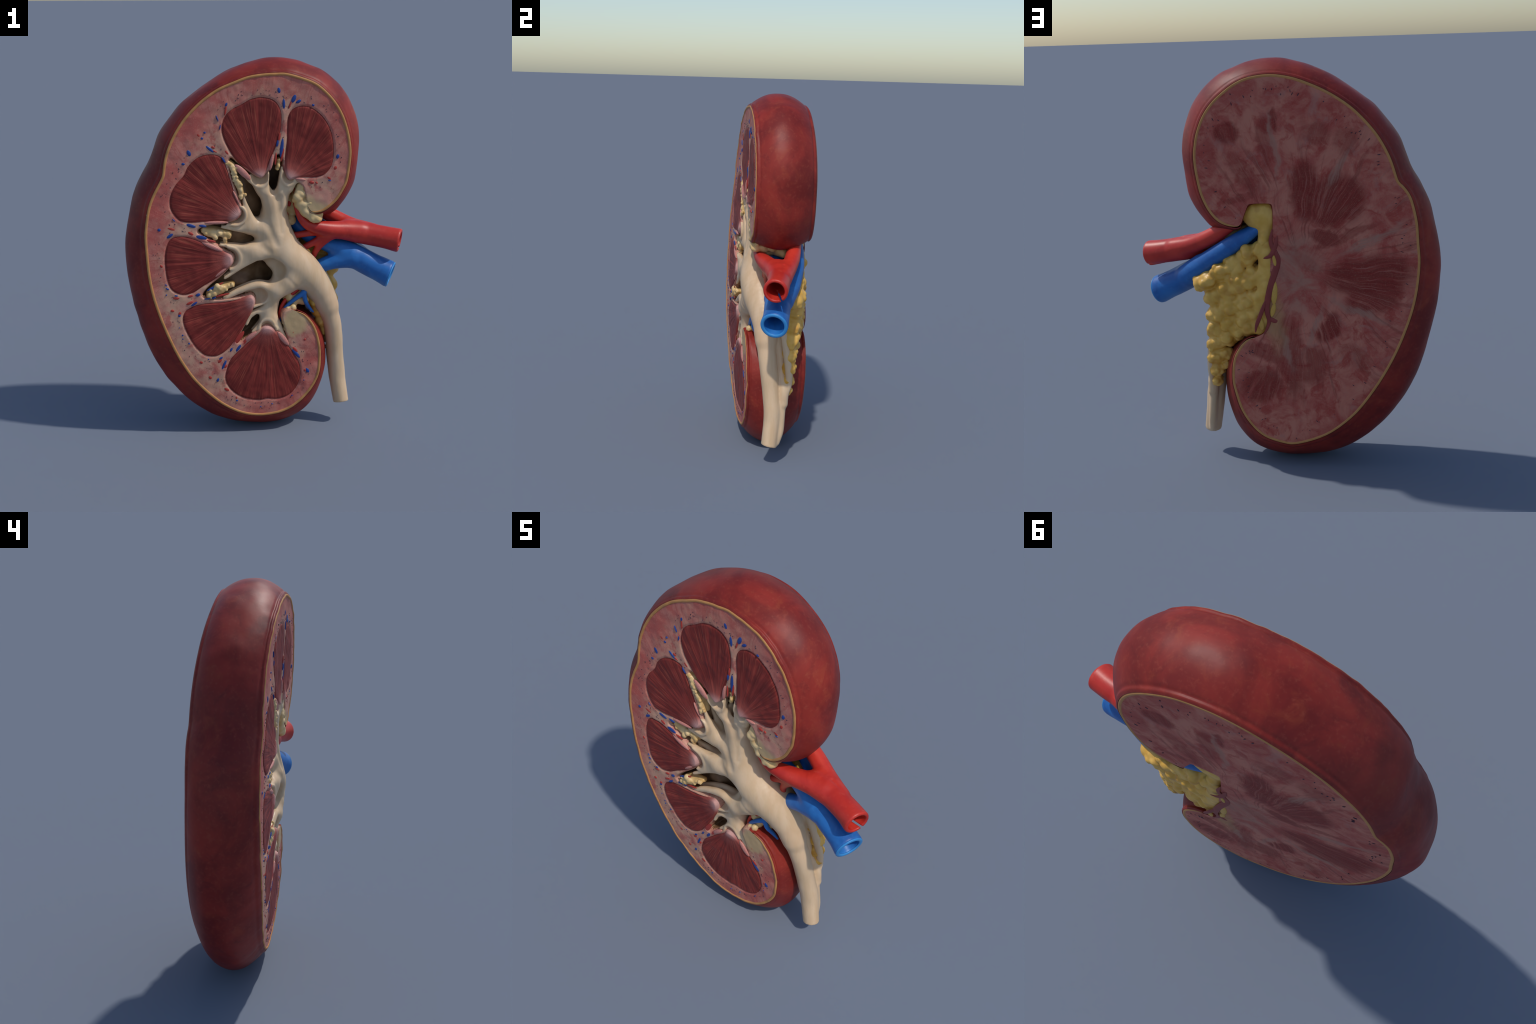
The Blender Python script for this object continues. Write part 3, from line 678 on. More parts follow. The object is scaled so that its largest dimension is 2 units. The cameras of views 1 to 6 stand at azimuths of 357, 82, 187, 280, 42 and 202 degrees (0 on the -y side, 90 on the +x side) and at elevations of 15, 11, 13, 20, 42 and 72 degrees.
def build_pelvis():
    f = Field((-0.30, -0.22, 0.07), (0.50, 0.13, 1.50), 0.0048)
    def lift(x, z, r):
        # deeper, thicker pelvis: front surface bulges out of the plane towards the middle
        out = 0.028 * math.exp(-((x - 0.10) / 0.16) ** 2 - ((z - 0.93) / 0.22) ** 2)
        yp = float(y_plane(np.array([[x, z]]))[0]) + 0.004
        drop = 0.25 * max(0.0, x - 0.20)
        dip = 0.016 * sstep(1.02, 1.16, z) + 0.014 * sstep(0.80, 0.70, z) * sstep(0.14, 0.06, x)
        return yp - out + drop + float(dip) * min(1, r / 0.04) + r
    for br in BRANCHES:
        f.chain([(x, lift(x, z, r), z, r) for x, z, r in br], k=0.028)
        # sheet behind each branch gives the calyces their depth
        f.chain([(x, lift(x, z, r) + 0.045 * min(1, max(0, (0.33 - x) / 0.1)), z, r * 0.9) for x, z, r in br], k=0.02)
    f.chain(URETER, k=0.02)
    # fold of the ureter wall behind the main tube
    f.chain([(0.315, 0.01, 0.86, 0.020), (0.372, 0.036, 0.72, 0.020), (0.395, 0.058, 0.56, 0.020), (0.399, 0.066, 0.46, 0.017), (0.400, 0.058, 0.40, 0.008)], k=0.006)
    f.chain([(0.315, 0.00, 0.78, 0.03), (0.335, 0.02, 0.64, 0.032), (0.345, 0.03, 0.50, 0.03)], k=0.008)
    f.chain([(0.352, 0.025, 0.52, 0.018), (0.390, 0.036, 0.43, 0.028), (0.398, 0.036, 0.345, 0.026)], k=0.007)
    f.chain([(0.398, 0.030, 0.32, 0.020), (0.410, 0.022, 0.20, 0.020), (0.418, 0.005, 0.13, 0.016)], k=0.012)
    for ci, c in enumerate(CUPS):      # thin bowl around each papilla, sliced open by the section plane
        (x0, z0, r0), (x1, z1, r1) = c
        yp = float(y_plane(np.array([[x1, z1]]))[0])
        a, b = np.array((x0, z0)), np.array((x1, z1)); ab = b - a
        axis = (CENT[ci] - TIPS[ci]) / np.linalg.norm(CENT[ci] - TIPS[ci])
        def shell(X, Y, Z):
            t = np.clip(((X - a[0]) * ab[0] + (Z - a[1]) * ab[1]) / (ab @ ab), 0, 1)
            d = np.sqrt((X - a[0] - t * ab[0]) ** 2 + (Z - a[1] - t * ab[1]) ** 2 + ((Y - yp + 0.012) * 0.72) ** 2) - (r0 + (r1 - r0) * t) - 0.012
            along = (X - TIPS[ci][0]) * axis[0] + (Z - TIPS[ci][1]) * axis[1]
            return np.maximum(np.maximum(d, (yp + 0.001) - Y), (along - 0.026) * 0.8)
        m = max(r0, r1) + 0.08
        f.apply((min(x0, x1) - m, yp - 0.02, min(z0, z1) - m), (max(x0, x1) + m, yp + 0.12, max(z0, z1) + m), shell, 0.012)
    for c in CUPS:
        f.chain([(x, float(y_plane(np.array([[x, z]]))[0]) - 0.012, z, r) for x, z, r in c], k=0.005, cut=True, squash=0.75)
    for g in GAPS:
        for yy in np.linspace(-0.19, 0.06, 6):
            f.chain([(x, yy, z, r) for x, z, r in g], k=0.010, cut=True)
    f.chain([(0.022, -0.165, 0.917, 0.062), (0.045, -0.165, 0.912, 0.055)], k=0.018, cut=True)
    f.slab_cut((0.424, -0.042, 0.115), (0.12, -0.25, -1.0), (0.34, -0.12, 0.07), (0.50, 0.04, 0.20))
    # creases running down the pelvis from the calyces
    for a, b in (((0.062, 1.29), (0.085, 1.12)), ((0.0, 1.17), (0.05, 1.06)), ((-0.02, 1.05), (0.01, 1.02))):
        ya = lift(a[0], a[1], 0.05) - 0.062; yb = lift(b[0], b[1], 0.08) - 0.092
        f.cone((a[0], ya, a[1]), (b[0], yb, b[1]), 0.014, 0.010, 0.02, cut=True)
    V, F = f.mesh(relax=2)
    nrm = vertex_normals(V, F)
    V = V + nrm * (0.0012 * value_noise(V, 16, 41))[:, None]
    nrm = vertex_normals(V, F)
    cz = V[np.array(F)].mean(1)
    is_ur = (cz[:, 2] < 0.66) & (cz[:, 0] > 0.24)
    for name, keep in (("renal_pelvis", ~is_ur), ("ureter", is_ur)):
        v, fc, n = submesh(V, F, nrm, keep)
        add_object(name, make_mesh(name, v, fc, M_PELV, normals=n))
build_pelvis()

# ------------------------------------------------------------------ vessels
def build_artery():
    f = Field((0.05, -0.18, 0.90), (0.83, 0.17, 1.42), 0.0042)
    f.chain([(0.755, -0.085, 1.036, 0.066), (0.715, -0.072, 1.042, 0.064), (0.65, -0.050, 1.054, 0.060), (0.572, -0.032, 1.068, 0.059), (0.50, -0.018, 1.082, 0.060), (0.44, -0.015, 1.096, 0.055)], k=0.02)
    f.chain([(0.50, -0.034, 1.085, 0.052), (0.425, -0.044, 1.097, 0.050), (0.359, -0.062, 1.106, 0.045), (0.285, -0.084, 1.123, 0.037), (0.231, -0.094, 1.139, 0.030),
             (0.188, -0.100, 1.174, 0.021), (0.163, -0.100, 1.224, 0.014), (0.149, -0.098, 1.277, 0.010), (0.152, -0.095, 1.335, 0.007)], k=0.018)
    f.chain([(0.57, -0.010, 1.080, 0.044), (0.47, 0.030, 1.106, 0.043), (0.39, 0.062, 1.142, 0.041), (0.33, 0.080, 1.175, 0.038), (0.27, 0.10, 1.21, 0.03)], k=0.016)
    f.chain([(0.300, -0.075, 1.108, 0.028), (0.235, -0.062, 1.092, 0.019), (0.165, -0.05, 1.078, 0.017), (0.10, -0.03, 1.07, 0.015)], k=0.016)
    f.chain([(0.345, -0.065, 1.090, 0.028), (0.280, -0.062, 1.052, 0.019), (0.218, -0.055, 1.017, 0.017), (0.16, -0.04, 0.99, 0.015)], k=0.016)
    f.chain([(0.350, -0.060, 1.078, 0.025), (0.300, -0.058, 1.032, 0.019), (0.270, -0.050, 0.990, 0.017), (0.255, -0.035, 0.945, 0.014)], k=0.014)
    f.chain([(0.12, -0.02, 1.06, 0.014), (0.115, -0.04, 1.18, 0.012), (0.135, -0.06, 1.30, 0.010)], k=0.01)
    f.slab_cut((0.717, -0.073, 1.042), (.93, -0.34, -0.15), (0.64, -0.18, 0.93), (0.82, 0.05, 1.14), k=0.012)
    f.chain([(0.79, -0.098, 1.030, 0.050), (0.715, -0.072, 1.042, 0.046), (0.65, -0.050, 1.054, 0.042), (0.57, -0.032, 1.068, 0.034)], k=0.006, cut=True)
    # narrow slit in the wall at the open end
    d = np.array([0.0, 0.62, -0.78]); n = np.array([0.0, 0.78, 0.62]); c0 = np.array([0.70, -0.072, 1.038])
    def slit(X, Y, Z):
        q = (X - c0[0], Y - c0[1], Z - c0[2] + 0.14 * (X - c0[0]))
        a = np.abs(q[1] * n[1] + q[2] * n[2]) - 0.0045
        b = 0.02 - (q[1] * d[1] + q[2] * d[2])
        return np.maximum(np.maximum(a, b), 0.60 - X)
    f.apply((0.58, -0.15, 0.93), (0.79, 0.04, 1.1), slit, 0.003, cut=True)
    # crease where the posterior branch splits off
    f.cone((0.60, -0.018, 1.130), (0.52, 0.000, 1.142), 0.005, 0.007, 0.008, cut=True)
    V, F = f.mesh(1)
    add_object("renal_artery", make_mesh("renal_artery", V, F, M_ART))

def build_vein():
    f = Field((0.04, -0.18, 0.73), (0.81, 0.18, 1.27), 0.0045)
    f.chain([(0.715, -0.085, 0.833, 0.075), (0.670, -0.066, 0.855, 0.072), (0.620, -0.050, 0.880, 0.068), (0.570, -0.038, 0.905, 0.068), (0.500, -0.020, 0.945, 0.068), (0.425, 0.030, 1.000, 0.058)], k=0.02)
    f.chain([(0.50, 0.00, 0.95, 0.062), (0.425, 0.052, 1.005, 0.052), (0.300, 0.098, 1.092, 0.046), (0.181, 0.120, 1.172, 0.036), (0.10, 0.135, 1.222, 0.016)], k=0.02)
    f.chain([(0.47, -0.025, 0.955, 0.058), (0.40, -0.02, 0.990, 0.048), (0.333, -0.005, 1.017, 0.042), (0.243, 0.0, 1.060, 0.040), (0.165, 0.01, 1.135, 0.036), (0.12, 0.02, 1.19, 0.03)], k=0.02)
    f.chain([(0.46, -0.035, 0.945, 0.055), (0.366, -0.035, 0.925, 0.042), (0.300, -0.030, 0.900, 0.038), (0.22, -0.01, 0.86, 0.034)], k=0.02)
    # pressed-in upper side under the artery
    f.cone((0.64, -0.01, 1.014), (0.50, -0.01, 1.085), 0.062, 0.060, 0.02, cut=True)
    f.slab_cut((0.672, -0.067, 0.854), (.89, -0.34, -0.31), (0.57, -0.18, 0.72), (0.81, 0.05, 0.99), k=0.012)
    f.chain([(0.75, -0.097, 0.815, 0.060), (0.670, -0.066, 0.855, 0.053), (0.625, -0.055, 0.873, 0.040), (0.57, -0.045, 0.890, 0.026)], k=0.006, cut=True)
    V, F = f.mesh(1)
    add_object("renal_vein", make_mesh("renal_vein", V, F, M_VEIN))
    g = Field((0.05, -0.15, 0.55), (0.32, 0.06, 0.86), 0.004)
    g.chain([(0.074, -0.095, 0.60, 0.008), (0.088, -0.105, 0.665, 0.009), (0.112, -0.118, 0.708, 0.010), (0.154, -0.120, 0.746, 0.012), (0.198, -0.115, 0.778, 0.014), (0.22, -0.09, 0.81, 0.015)], k=0.008)
    g.chain([(0.200, -0.115, 0.778, 0.013), (0.210, -0.112, 0.730, 0.012), (0.230, -0.095, 0.690, 0.010), (0.254, -0.088, 0.660, 0.006)], k=0.008)
    V, F = g.mesh(1)
    add_object("lower_vein_branch", make_mesh("lower_vein_branch", V, F, M_VEIN))
    g = Field((0.03, -0.14, 0.50), (0.28, 0.06, 0.88), 0.004)
    g.chain([(0.080, -0.090, 0.57, 0.008), (0.074, -0.098, 0.66, 0.010), (0.098, -0.100, 0.725, 0.011), (0.146, -0.098, 0.772, 0.012), (0.20, -0.08, 0.81, 0.012)], k=0.008)
    V, F = g.mesh(1)
    add_object("lower_artery_branch", make_mesh("lower_artery_branch", V, F, M_ART))
build_artery(); build_vein()

def cut_ring(name, c, n, R, r, mat, gap=None):
    """paler rounded rim on the open end of a vessel"""
    n = Vector(n).normalized(); u = n.cross(Vector((0, 0, 1))).normalized(); w = n.cross(u)
    V, F, S, T = [], [], 72, 10
    a0, a1 = gap if gap else (0, 2 * math.pi)
    for i in range(S + (1 if gap else 0)):
        t = a0 + (a1 - a0) * i / S
        d = u * math.cos(t) + w * math.sin(t)
        for j in range(T):
            q = 2 * math.pi * j / T
            V.append(Vector(c) + d * (R + r * math.cos(q)) + n * (0.6 * r * math.sin(q)))
    rows = len(V) // T
    for i in range(rows - (1 if gap else 0)):
        k = (i + 1) % rows
        for j in range(T):
            l = (j + 1) % T
            F.append((i * T + j, i * T + l, k * T + l, k * T + j))
    if gap:
        F.append(tuple(range(T))); F.append(tuple(range((rows - 1) * T, rows * T)))
    add_object(name, make_mesh(name, [tuple(v) for v in V], F, mat))
cut_ring("vein_cut_rim", (0.671, -0.0665, 0.8545), (.89, -0.34, -0.31), 0.0615, 0.0095, M_VRIM)


# ------------------------------------------------------------------ fat
def lumpy(f, balls, k_base, k_lump, count, seed, bias=(0, 1, 0), ratio=(0.30, 0.48), embed=(0.4, 0.75)):
    r = np.random.default_rng(seed)
    for x, y, z, rad in balls:
        f.ball((x, y, z), rad, k_base)
    for x, y, z, rad in balls:
        for _ in range(count):
            d = r.normal(size=3) + 0.6 * np.array(bias); d /= np.linalg.norm(d)
            q = rad * r.uniform(*ratio)
            e = rad - q * r.uniform(*embed)
            f.ball((x + d[0] * e, y + d[1] * e, z + d[2] * e), q, k_lump)

def build_fat():
    balls = [(.425, .085, .925, .040), (.385, .090, .945, .046), (.32, .095, .985, .050), (.25, .105, 1.030, .050), (.18, .115, 1.075, .050), (.12, .122, 1.10, .045),
             (.36, .085, .860, .048), (.30, .095, .900, .052), (.235, .110, .935, .056), (.165, .118, .96, .055), (.11, .12, .98, .05), (.345, .080, .78, .048), (.275, .090, .82, .056),
             (.205, .105, .84, .060), (.14, .115, .86, .055), (.355, .072, .70, .046), (.285, .085, .735, .052), (.215, .10, .76, .056), (.15, .115, .77, .05), (.36, .068, .62, .042), (.305, .075, .65, .045),
             (.245, .095, .69, .045), (.19, .115, .71, .045), (.363, .064, .54, .038), (.315, .070, .56, .032), (.365, .060, .47, .034), (.372, .054, .41, .028), (.317, .07, .50, .022), (.386, .068, .60, .030), (.390, .068, .53, .026), (.388, .060, .47, .024), (.382, .072, .68, .03), (.375, .078, .76, .034)]
    f = Field((0.0, -0.03, 0.34), (0.50, 0.22, 1.20), 0.0046)
    lumpy(f, balls, 0.016, 0.0042, 12, 5, ratio=(0.32, 0.60), embed=(0.25, 0.6))
    # two swollen lobules and the sheet that feathers out over the back face
    for c in ((.225, .135, 1.005, .028), (.243, .135, .985, .026), (.225, .138, .915, .034), (.260, .132, .905, .029), (.285, .122, .86, .028), (.27, .120, .80, .03)):
        f.ball(c[:3], c[3], 0.005)
    f.chain([(.085, .162, 1.12, .035), (.085, .166, 1.0, .045), (.090, .165, .88, .048), (.105, .161, .78, .042), (.13, .156, .71, .03)], k=0.02, squash=2.8)
    V, F = f.mesh(1)
    o = add_object("hilum_fat", make_mesh("hilum_fat", V, F, M_FAT)); o["kind"] = "stuff"
    # fat plug in the notch of the upper back lip
    f = Field((0.0, 0.0, 1.08), (0.26, 0.20, 1.40), 0.0046)
    lumpy(f, [(.075, .118, 1.285, .050), (.12, .115, 1.29, .052), (.165, .105, 1.28, .050), (.07, .12, 1.24, .045), (.13, .11, 1.235, .045), (.085, .135, 1.175, .034), (.10, .14, 1.13, .03)], 0.04, 0.01, 5, 9, ratio=(.25, .4))
    V, F = f.mesh(2)
    o = add_object("hilum_fat", make_mesh("hilum_fat", V, F, M_FAT)); o["kind"] = "stuff"
    # lobules under the upper lip
    FU = [(0.179, 1.352, 0.018), (0.173, 1.322, 0.022), (0.166, 1.289, 0.024), (0.180, 1.256, 0.026), (0.207, 1.221, 0.028), (0.240, 1.196, 0.026), (0.270, 1.182, 0.020), (0.219, 1.262, 0.024), (0.203, 1.315, 0.020)]
    f = Field((0.06, -0.19, 1.04), (0.42, 0.09, 1.42), 0.0042)
    balls = [(x, -0.118, z, r) for x, z, r in FU] + [(x - 0.005, -0.075, z, r * 1.25) for x, z, r in FU] + [(x, -0.025, z, r * 1.3) for x, z, r in FU]
    balls += [(.24, .01, 1.165, .036), (.27, .03, 1.16, .032), (.20, .03, 1.165, .042), (.22, -.04, 1.16, .032), (.15, -.02, 1.22, .04), (.135, -.04, 1.28, .03), (.135, -.05, 1.16, .028), (.12, -.03, 1.22, .03)]
    f.chain([(x, -0.112, z, r * 1.0) for x, z, r in FU[:7]], k=0.01)
    jr = np.random.default_rng(91)
    for x, z, r in FU:
        for _ in range(5):
            f.ball((x + jr.normal(0, .5) * r, -0.118 - jr.uniform(-.2, .6) * r, z + jr.normal(0, .5) * r), r * jr.uniform(.4, .85), 0.0035)
    lumpy(f, balls, 0.016, 0.005, 3, 15, bias=(-.3, -1, 0), ratio=(.4, .7))
    V, F = f.mesh(1)
    o = add_object("sinus_fat", make_mesh("sinus_fat", V, F, M_PALEFAT)); o["kind"] = "stuff"
    # lower lip
    FL = [(0.143, 0.701, 0.017), (0.116, 0.690, 0.016), (0.099, 0.656, 0.015), (0.096, 0.620, 0.015), (0.100, 0.584, 0.013), (0.107, 0.547, 0.011)]
    f = Field((0.04, -0.19, 0.48), (0.34, 0.09, 0.86), 0.0042)
    lumpy(f, [(x, -0.128, z, r) for x, z, r in FL] + [(x, -0.095, z, r * 1.2) for x, z, r in FL] + [(0.16, -0.075, 0.735, 0.034), (0.2, -0.065, 0.73, 0.036), (0.13, -0.07, 0.75, 0.042), (0.18, -0.055, 0.79, 0.04)], 0.012, 0.006, 3, 17, bias=(-.5, -1, 0), ratio=(.3, .5))
    V, F = f.mesh(1)
    o = add_object("sinus_fat", make_mesh("sinus_fat", V, F, M_PALEFAT)); o["kind"] = "stuff"
    # strip of fat seen between lower lip and ureter
    f = Field((0.18, -0.09, 0.40), (0.42, 0.10, 0.86), 0.0046)
    lumpy(f, [(.235, -.045, .765, .034), (.262, -.045, .71, .036), (.285, -.035, .65, .036), (.305, -.025, .59, .034), (.320, -.01, .53, .032), (.328, .005, .475, .024)], 0.02, 0.006, 5, 19, bias=(0, -1, 0))
    V, F = f.mesh(1)
    o = add_object("hilum_fat", make_mesh("hilum_fat", V, F, M_FAT)); o["kind"] = "stuff"
    # lobules wedged between the pyramids
    FF = [[(-0.193, 1.488, 0.016), (-0.181, 1.459, 0.017), (-0.171, 1.429, 0.017), (-0.159, 1.400, 0.017), (-0.146, 1.370, 0.017), (-0.136, 1.344, 0.017), (-0.127, 1.314, 0.016)],
          [(-0.322, 1.129, 0.017), (-0.289, 1.121, 0.021), (-0.250, 1.114, 0.024), (-0.211, 1.106, 0.024)],
          [(-0.301, 0.789, 0.015), (-0.274, 0.802, 0.018), (-0.241, 0.815, 0.021), (-0.207, 0.831, 0.020), (-0.177, 0.844, 0.015)],
          [(0.063, 1.49, 0.010), (0.060, 1.47, 0.011), (0.058, 1.45, 0.010)]]
    drop = (0.004, 0.022, 0.004, 0.006)
    for n, S in enumerate(FF):
        A = np.array(S); lo, hi = A[:, :2].min(0) - 0.06, A[:, :2].max(0) + 0.06
        f = Field((lo[0], -0.21, lo[1]), (hi[0], -0.02, hi[1]), 0.0034)
        jr = np.random.default_rng(60 + n)
        S = [(x + jr.uniform(-.006, .006), z + jr.uniform(-.005, .005), r * jr.uniform(.75, 1.2)) for x, z, r in S]
        bl = [(x, float(y_plane(np.array([[x, z]]))[0]) + drop[n] + 0.3 * r, z, r) for x, z, r in S]
        f.chain([(x, y + 0.004, z, r * 0.95) for x, y, z, r in bl], k=0.006)
        f.chain([(x, y + 0.03, z, r * 1.25) for x, y, z, r in bl], k=0.012)
        for x, y, z, r in bl:      # overlapping lobules of mixed size, no two alike
            for _ in range(5):
                q = r * jr.uniform(.35, .75)
                f.ball((x + jr.normal(0, .55) * r, y - jr.uniform(.1, .55) * r, z + jr.normal(0, .55) * r), q, 0.0035)
        V, F = f.mesh(1)
        o = add_object("fat_lobules", make_mesh("fat_lobules", V, F, M_PALEFAT if n != 0 else M_PALEFAT)); o["kind"] = "stuff"
build_fat()

# red strands and bare fat islands where the hilum fat meets the back face
def build_back_strands():
    def strand(pts, w):
        P = catmull([(x, float(y_back(np.array([[x, z]]))[0]) + dy, z) for x, z, dy in pts], 60)
        sweep("vessel_strand", P, 0.0035, w * 1.25, M_STRAND, taper=20)
    strand([(.050, 1.215, .002), (.062, 1.150, .004), (.040, 1.095, .003), (.030, 1.050, .002), (.066, .940, .006), (.090, .830, .006), (.082, .755, .003), (.108, .690, .002)], 0.012)
    strand([(.028, 1.18, .002), (.040, 1.13, .003), (.062, 1.085, .006), (.098, 1.070, .008)], 0.009)
    strand([(.092, .870, .008), (.118, .800, .010), (.142, .740, .008), (.150, .700, .002)], 0.008)
    strand([(.080, .775, .003), (.055, .760, .002), (.035, .765, .001)], 0.009)
    me = unit_ball("fat_island", M_FAT)
    for x, z, a, b, deg in ((.052, .900, .016, .058, 4), (.122, .748, .014, .034, -12), (.046, 1.060, .009, .030, -10), (.060, .815, .012, .035, 14)):
        o = add_object("fat_island", me, loc=(x, float(y_back(np.array([[x, z]]))[0]) + .003, z))
        o.scale = (a, 0.006, b); o.rotation_euler = (0, math.radians(-deg), 0)

# ------------------------------------------------------------------ vessel cross-sections set into the cortex
def unit_ball(name, mat, seg=20, ring=10):
    V, F = [(0, 0, -1.0)], []
    for i in range(1, ring):
        t = math.pi * i / ring
        for j in range(seg):
            u = 2 * math.pi * j / seg
            V.append((math.sin(t) * math.cos(u), math.sin(t) * math.sin(u), -math.cos(t)))
    V.append((0, 0, 1.0)); e = len(V) - 1
    for j in range(seg):
        k = (j + 1) % seg
        F.append((0, 1 + k, 1 + j)); F.append((e, e - seg + j, e - seg + k))
        for i in range(ring - 2):
            a = 1 + i * seg
            F.append((a + j, a + k, a + seg + k, a + seg + j))
    return make_mesh(name, V, F, mat)

def inlay(name, me, items, thick, sink):
    P = np.array([(i[0], i[1]) for i in items])
    y = y_plane(P)
    for (x, z, a, b, deg), yy in zip(items, y):
        o = add_object(name, me, loc=(x, float(yy) + sink, z))
        o.scale = (a, min(thick, b * 0.9 + 0.002), b)
        o.rotation_euler = (0, math.radians(-deg), 0)

VENULES = [(0.062, 1.846, 0.015, 0.008, -80), (0.087, 1.778, 0.025, 0.007, -88), (0.137, 1.803, 0.021, 0.010, 65), (0.161, 1.789, 0.015, 0.007, 30), (0.235, 1.770, 0.007, 0.006, 0), (-0.202, 1.778, 0.012, 0.007, 70), (-0.248, 1.709, 0.017, 0.003, -70), (-0.234, 1.665, 0.013, 0.003, 80), (-0.312, 1.639, 0.006, 0.005, 0), (-0.326, 1.610, 0.007, 0.006, 0), (-0.287, 1.555, 0.026, 0.007, -40), (-0.393, 1.536, 0.017, 0.010, -65), (-0.423, 1.482, 0.009, 0.007, 0), (-0.219, 1.500, 0.017, 0.005, -60), (0.055, 1.580, 0.018, 0.006, 80), (0.077, 1.557, 0.050, 0.009, 84), (0.364, 1.509, 0.012, 0.008, 75), (0.324, 1.386, 0.009, 0.004, -10), (-0.392, 1.165, 0.028, 0.009, -15), (-0.330, 1.162, 0.020, 0.007, -10), (-0.477, 1.195, 0.010, 0.003, -45), (-0.553, 1.146, 0.009, 0.008, 0), (-0.499, 1.114, 0.020, 0.008, 35), (-0.339, 1.102, 0.030, 0.011, -12), (-0.287, 0.830, 0.030, 0.007, 25),
           (-0.361, 0.797, 0.013, 0.008, 25), (-0.474, 0.796, 0.009, 0.004, -5), (-0.312, 0.774, 0.017, 0.003, 5), (-0.278, 0.778, 0.012, 0.005, 20), (-0.382, 0.748, 0.020, 0.006, 35), (-0.519, 0.834, 0.010, 0.005, -30), (-0.525, 0.855, 0.007, 0.003, -20), (-0.525, 0.801, 0.004, 0.004, 0), (-0.460, 0.687, 0.008, 0.007, 50), (-0.446, 0.578, 0.006, 0.006, 0), (-0.445, 0.557, 0.004, 0.004, 0), (-0.413, 0.530, 0.005, 0.005, 0), (-0.191, 0.486, 0.012, 0.006, 65), (-0.153, 0.494, 0.026, 0.009, 55), (-0.246, 0.440, 0.012, 0.006, 35), (-0.230, 0.400, 0.030, 0.007, 65), (-0.312, 0.437, 0.004, 0.004, 0), (-0.264, 0.315, 0.012, 0.007, 70), (-0.162, 0.190, 0.007, 0.006, 0), (0.157, 0.449, 0.033, 0.009, -50), (0.220, 0.349, 0.015, 0.009, -60), (0.201, 0.294, 0.004, 0.004, 0), (0.029, 0.161, 0.005, 0.003, -10), (-0.033, 0.147, 0.004, 0.004, 0), (-0.462, 0.620, 0.003, 0.003, 0), (0.137, 0.206, 0.006, 0.003, 30)]
ARTERIOLES = [(-0.206, 1.749, 0.026, 0.005, -100), (-0.345, 1.626, 0.012, 0.008, -45), (-0.271, 1.564, 0.010, 0.006, -20), (-0.263, 1.544, 0.013, 0.004, -20), (-0.205, 1.540, 0.017, 0.006, -50), (0.352, 1.450, 0.012, 0.009, 60), (0.320, 1.399, 0.015, 0.007, -40), (0.232, 1.377, 0.013, 0.008, -10), (0.257, 1.375, 0.007, 0.005, -40), (0.064, 1.612, 0.023, 0.006, 80), (0.080, 1.521, 0.036, 0.006, 78), (0.046, 1.502, 0.033, 0.005, 85), (-0.491, 1.149, 0.023, 0.008, -15), (-0.393, 1.124, 0.017, 0.008, -30), (0.118, 1.772, 0.020, 0.004, -110), (-0.547, 0.955, 0.009, 0.007, -60), (-0.290, 1.082, 0.026, 0.007, -10), (-0.401, 0.791, 0.015, 0.006, 15),
              (-0.474, 0.782, 0.017, 0.007, 0), (-0.405, 0.754, 0.020, 0.007, 25), (-0.496, 0.714, 0.010, 0.007, 0), (-0.458, 0.698, 0.010, 0.007, 60), (-0.235, 0.791, 0.040, 0.006, 12), (-0.254, 0.847, 0.030, 0.005, 28), (-0.253, 0.424, 0.017, 0.008, 50), (-0.224, 0.393, 0.012, 0.010, 60), (-0.351, 0.420, 0.010, 0.008, -20), (-0.217, 0.257, 0.015, 0.009, -30), (-0.305, 0.331, 0.011, 0.009, -50), (-0.165, 0.207, 0.008, 0.005, -80), (-0.149, 0.550, 0.046, 0.013, 55), (-0.115, 0.531, 0.030, 0.007, 52), (0.151, 0.472, 0.020, 0.008, -50), (0.206, 0.351, 0.008, 0.007, -60), (0.204, 0.527, 0.007, 0.006, 0), (0.141, 0.570, 0.003, 0.003, 0)]
FOLDS = [(-0.122, 1.435, 0.056, 0.017, -45), (0.024, 1.483, 0.043, 0.010, 78), (-0.262, 1.178, 0.066, 0.009, 0), (-0.156, 1.305, 0.040, 0.006, -65), (0.172, 1.395, 0.030, 0.008, -8), (-0.284, 1.052, 0.059, 0.012, -25), (-0.240, 0.915, 0.043, 0.008, 38), (-0.088, 0.554, 0.043, 0.013, 40), (0.087, 0.536, 0.050, 0.015, -52)]
build_back_strands()
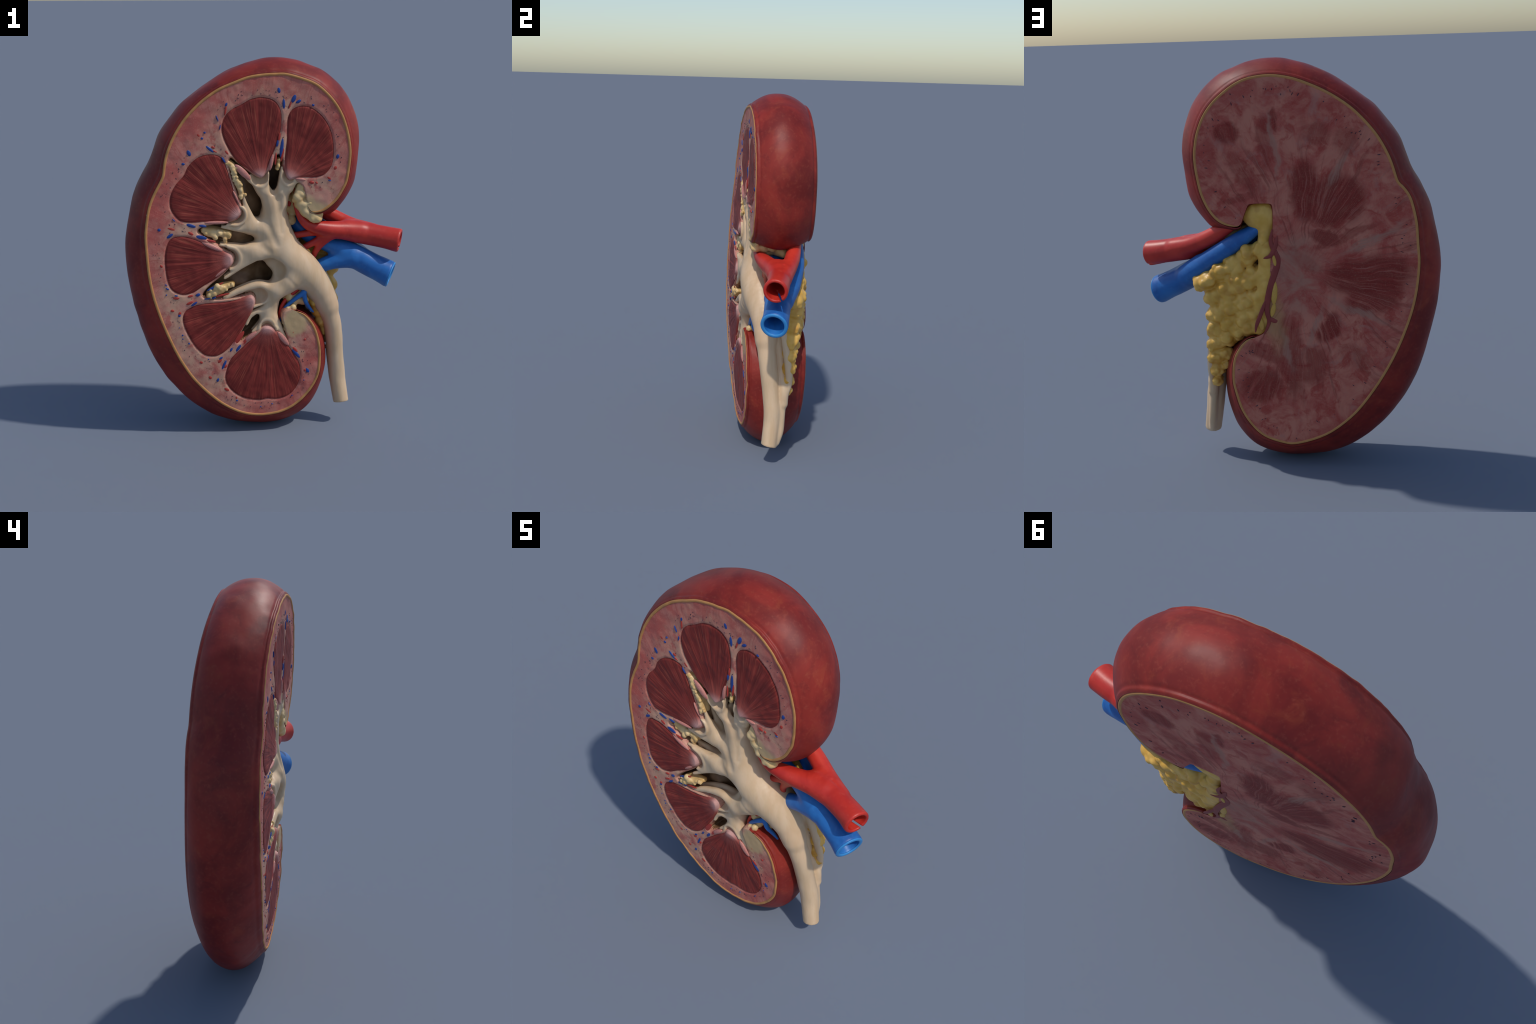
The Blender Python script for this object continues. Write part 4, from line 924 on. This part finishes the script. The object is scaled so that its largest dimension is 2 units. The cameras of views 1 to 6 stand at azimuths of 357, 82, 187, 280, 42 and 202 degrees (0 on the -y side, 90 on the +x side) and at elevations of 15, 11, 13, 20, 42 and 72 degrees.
inlay("venule", unit_ball("venule", M_BLUE), VENULES, 0.0045, 0.0005)
inlay("arteriole", unit_ball("arteriole", M_RED), ARTERIOLES, 0.0038, 0.0008)
inlay("fornix_fold", unit_ball("fornix_fold", M_FOLD), FOLDS, 0.010, 0.003)

def speck_cloud(name, spots, mat):
    base = unit_ball("tmp", mat, 8, 4)
    bv = np.array([v.co[:] for v in base.vertices]); bf = [tuple(p.vertices) for p in base.polygons]
    bpy.data.meshes.remove(base)
    V, F = [], []
    for x, y, z, a, b, ang in spots:
        q = bv * [a, 0.0022, b]
        c, s = math.cos(ang), math.sin(ang)
        o = len(V)
        V += [(x + p[0] * c - p[2] * s, y + p[1], z + p[0] * s + p[2] * c) for p in q]
        F += [tuple(i + o for i in f) for f in bf]
    o = add_object(name, make_mesh(name, V, F, mat)); o["kind"] = "stuff"

def build_specks():
    r = np.random.default_rng(77)
    # front: tiny vessel dots, mostly halfway between capsule and pyramids
    P = np.c_[r.uniform(-0.62, 0.42, 6000), r.uniform(0.1, 1.92, 6000)]
    d = poly_sd(LF, P); ok = (d < -0.03) & (poly_sd(SIN, P) > 0.02)
    near = np.full(len(P), 9.0)
    for p in PYR:
        near = np.minimum(near, poly_sd(p, P))
    ok &= (near > 0.012) & (near < 0.06)
    P = P[ok][:150]; y = face_height(P)
    speck_cloud("capillary_dot", [(p[0], yy + 0.0002, p[1], abs(r.normal(0.0022, 0.002)) + 0.0015, r.uniform(0.0012, 0.0024), r.uniform(0, 3.14)) for p, yy in zip(P, y)], M_SPECK)
    # back: short radial dashes in a belt inside the rim
    S = []
    for i in range(0, N_OUT):
        if r.random() < 0.17:
            dep = abs(r.normal(0.055, 0.016))
            p = LB[i] - nB[i] * max(dep, 0.025)
            ang = math.atan2(nB[i][1], nB[i][0]) + r.normal(0, 0.3)
            S.append((p[0], float(y_back(p[None])[0]) + 0.0026, p[1], r.uniform(0.003, 0.009), r.uniform(0.0012, 0.0022), ang))
    speck_cloud("capillary_dash", S, M_SPECK)
build_specks()
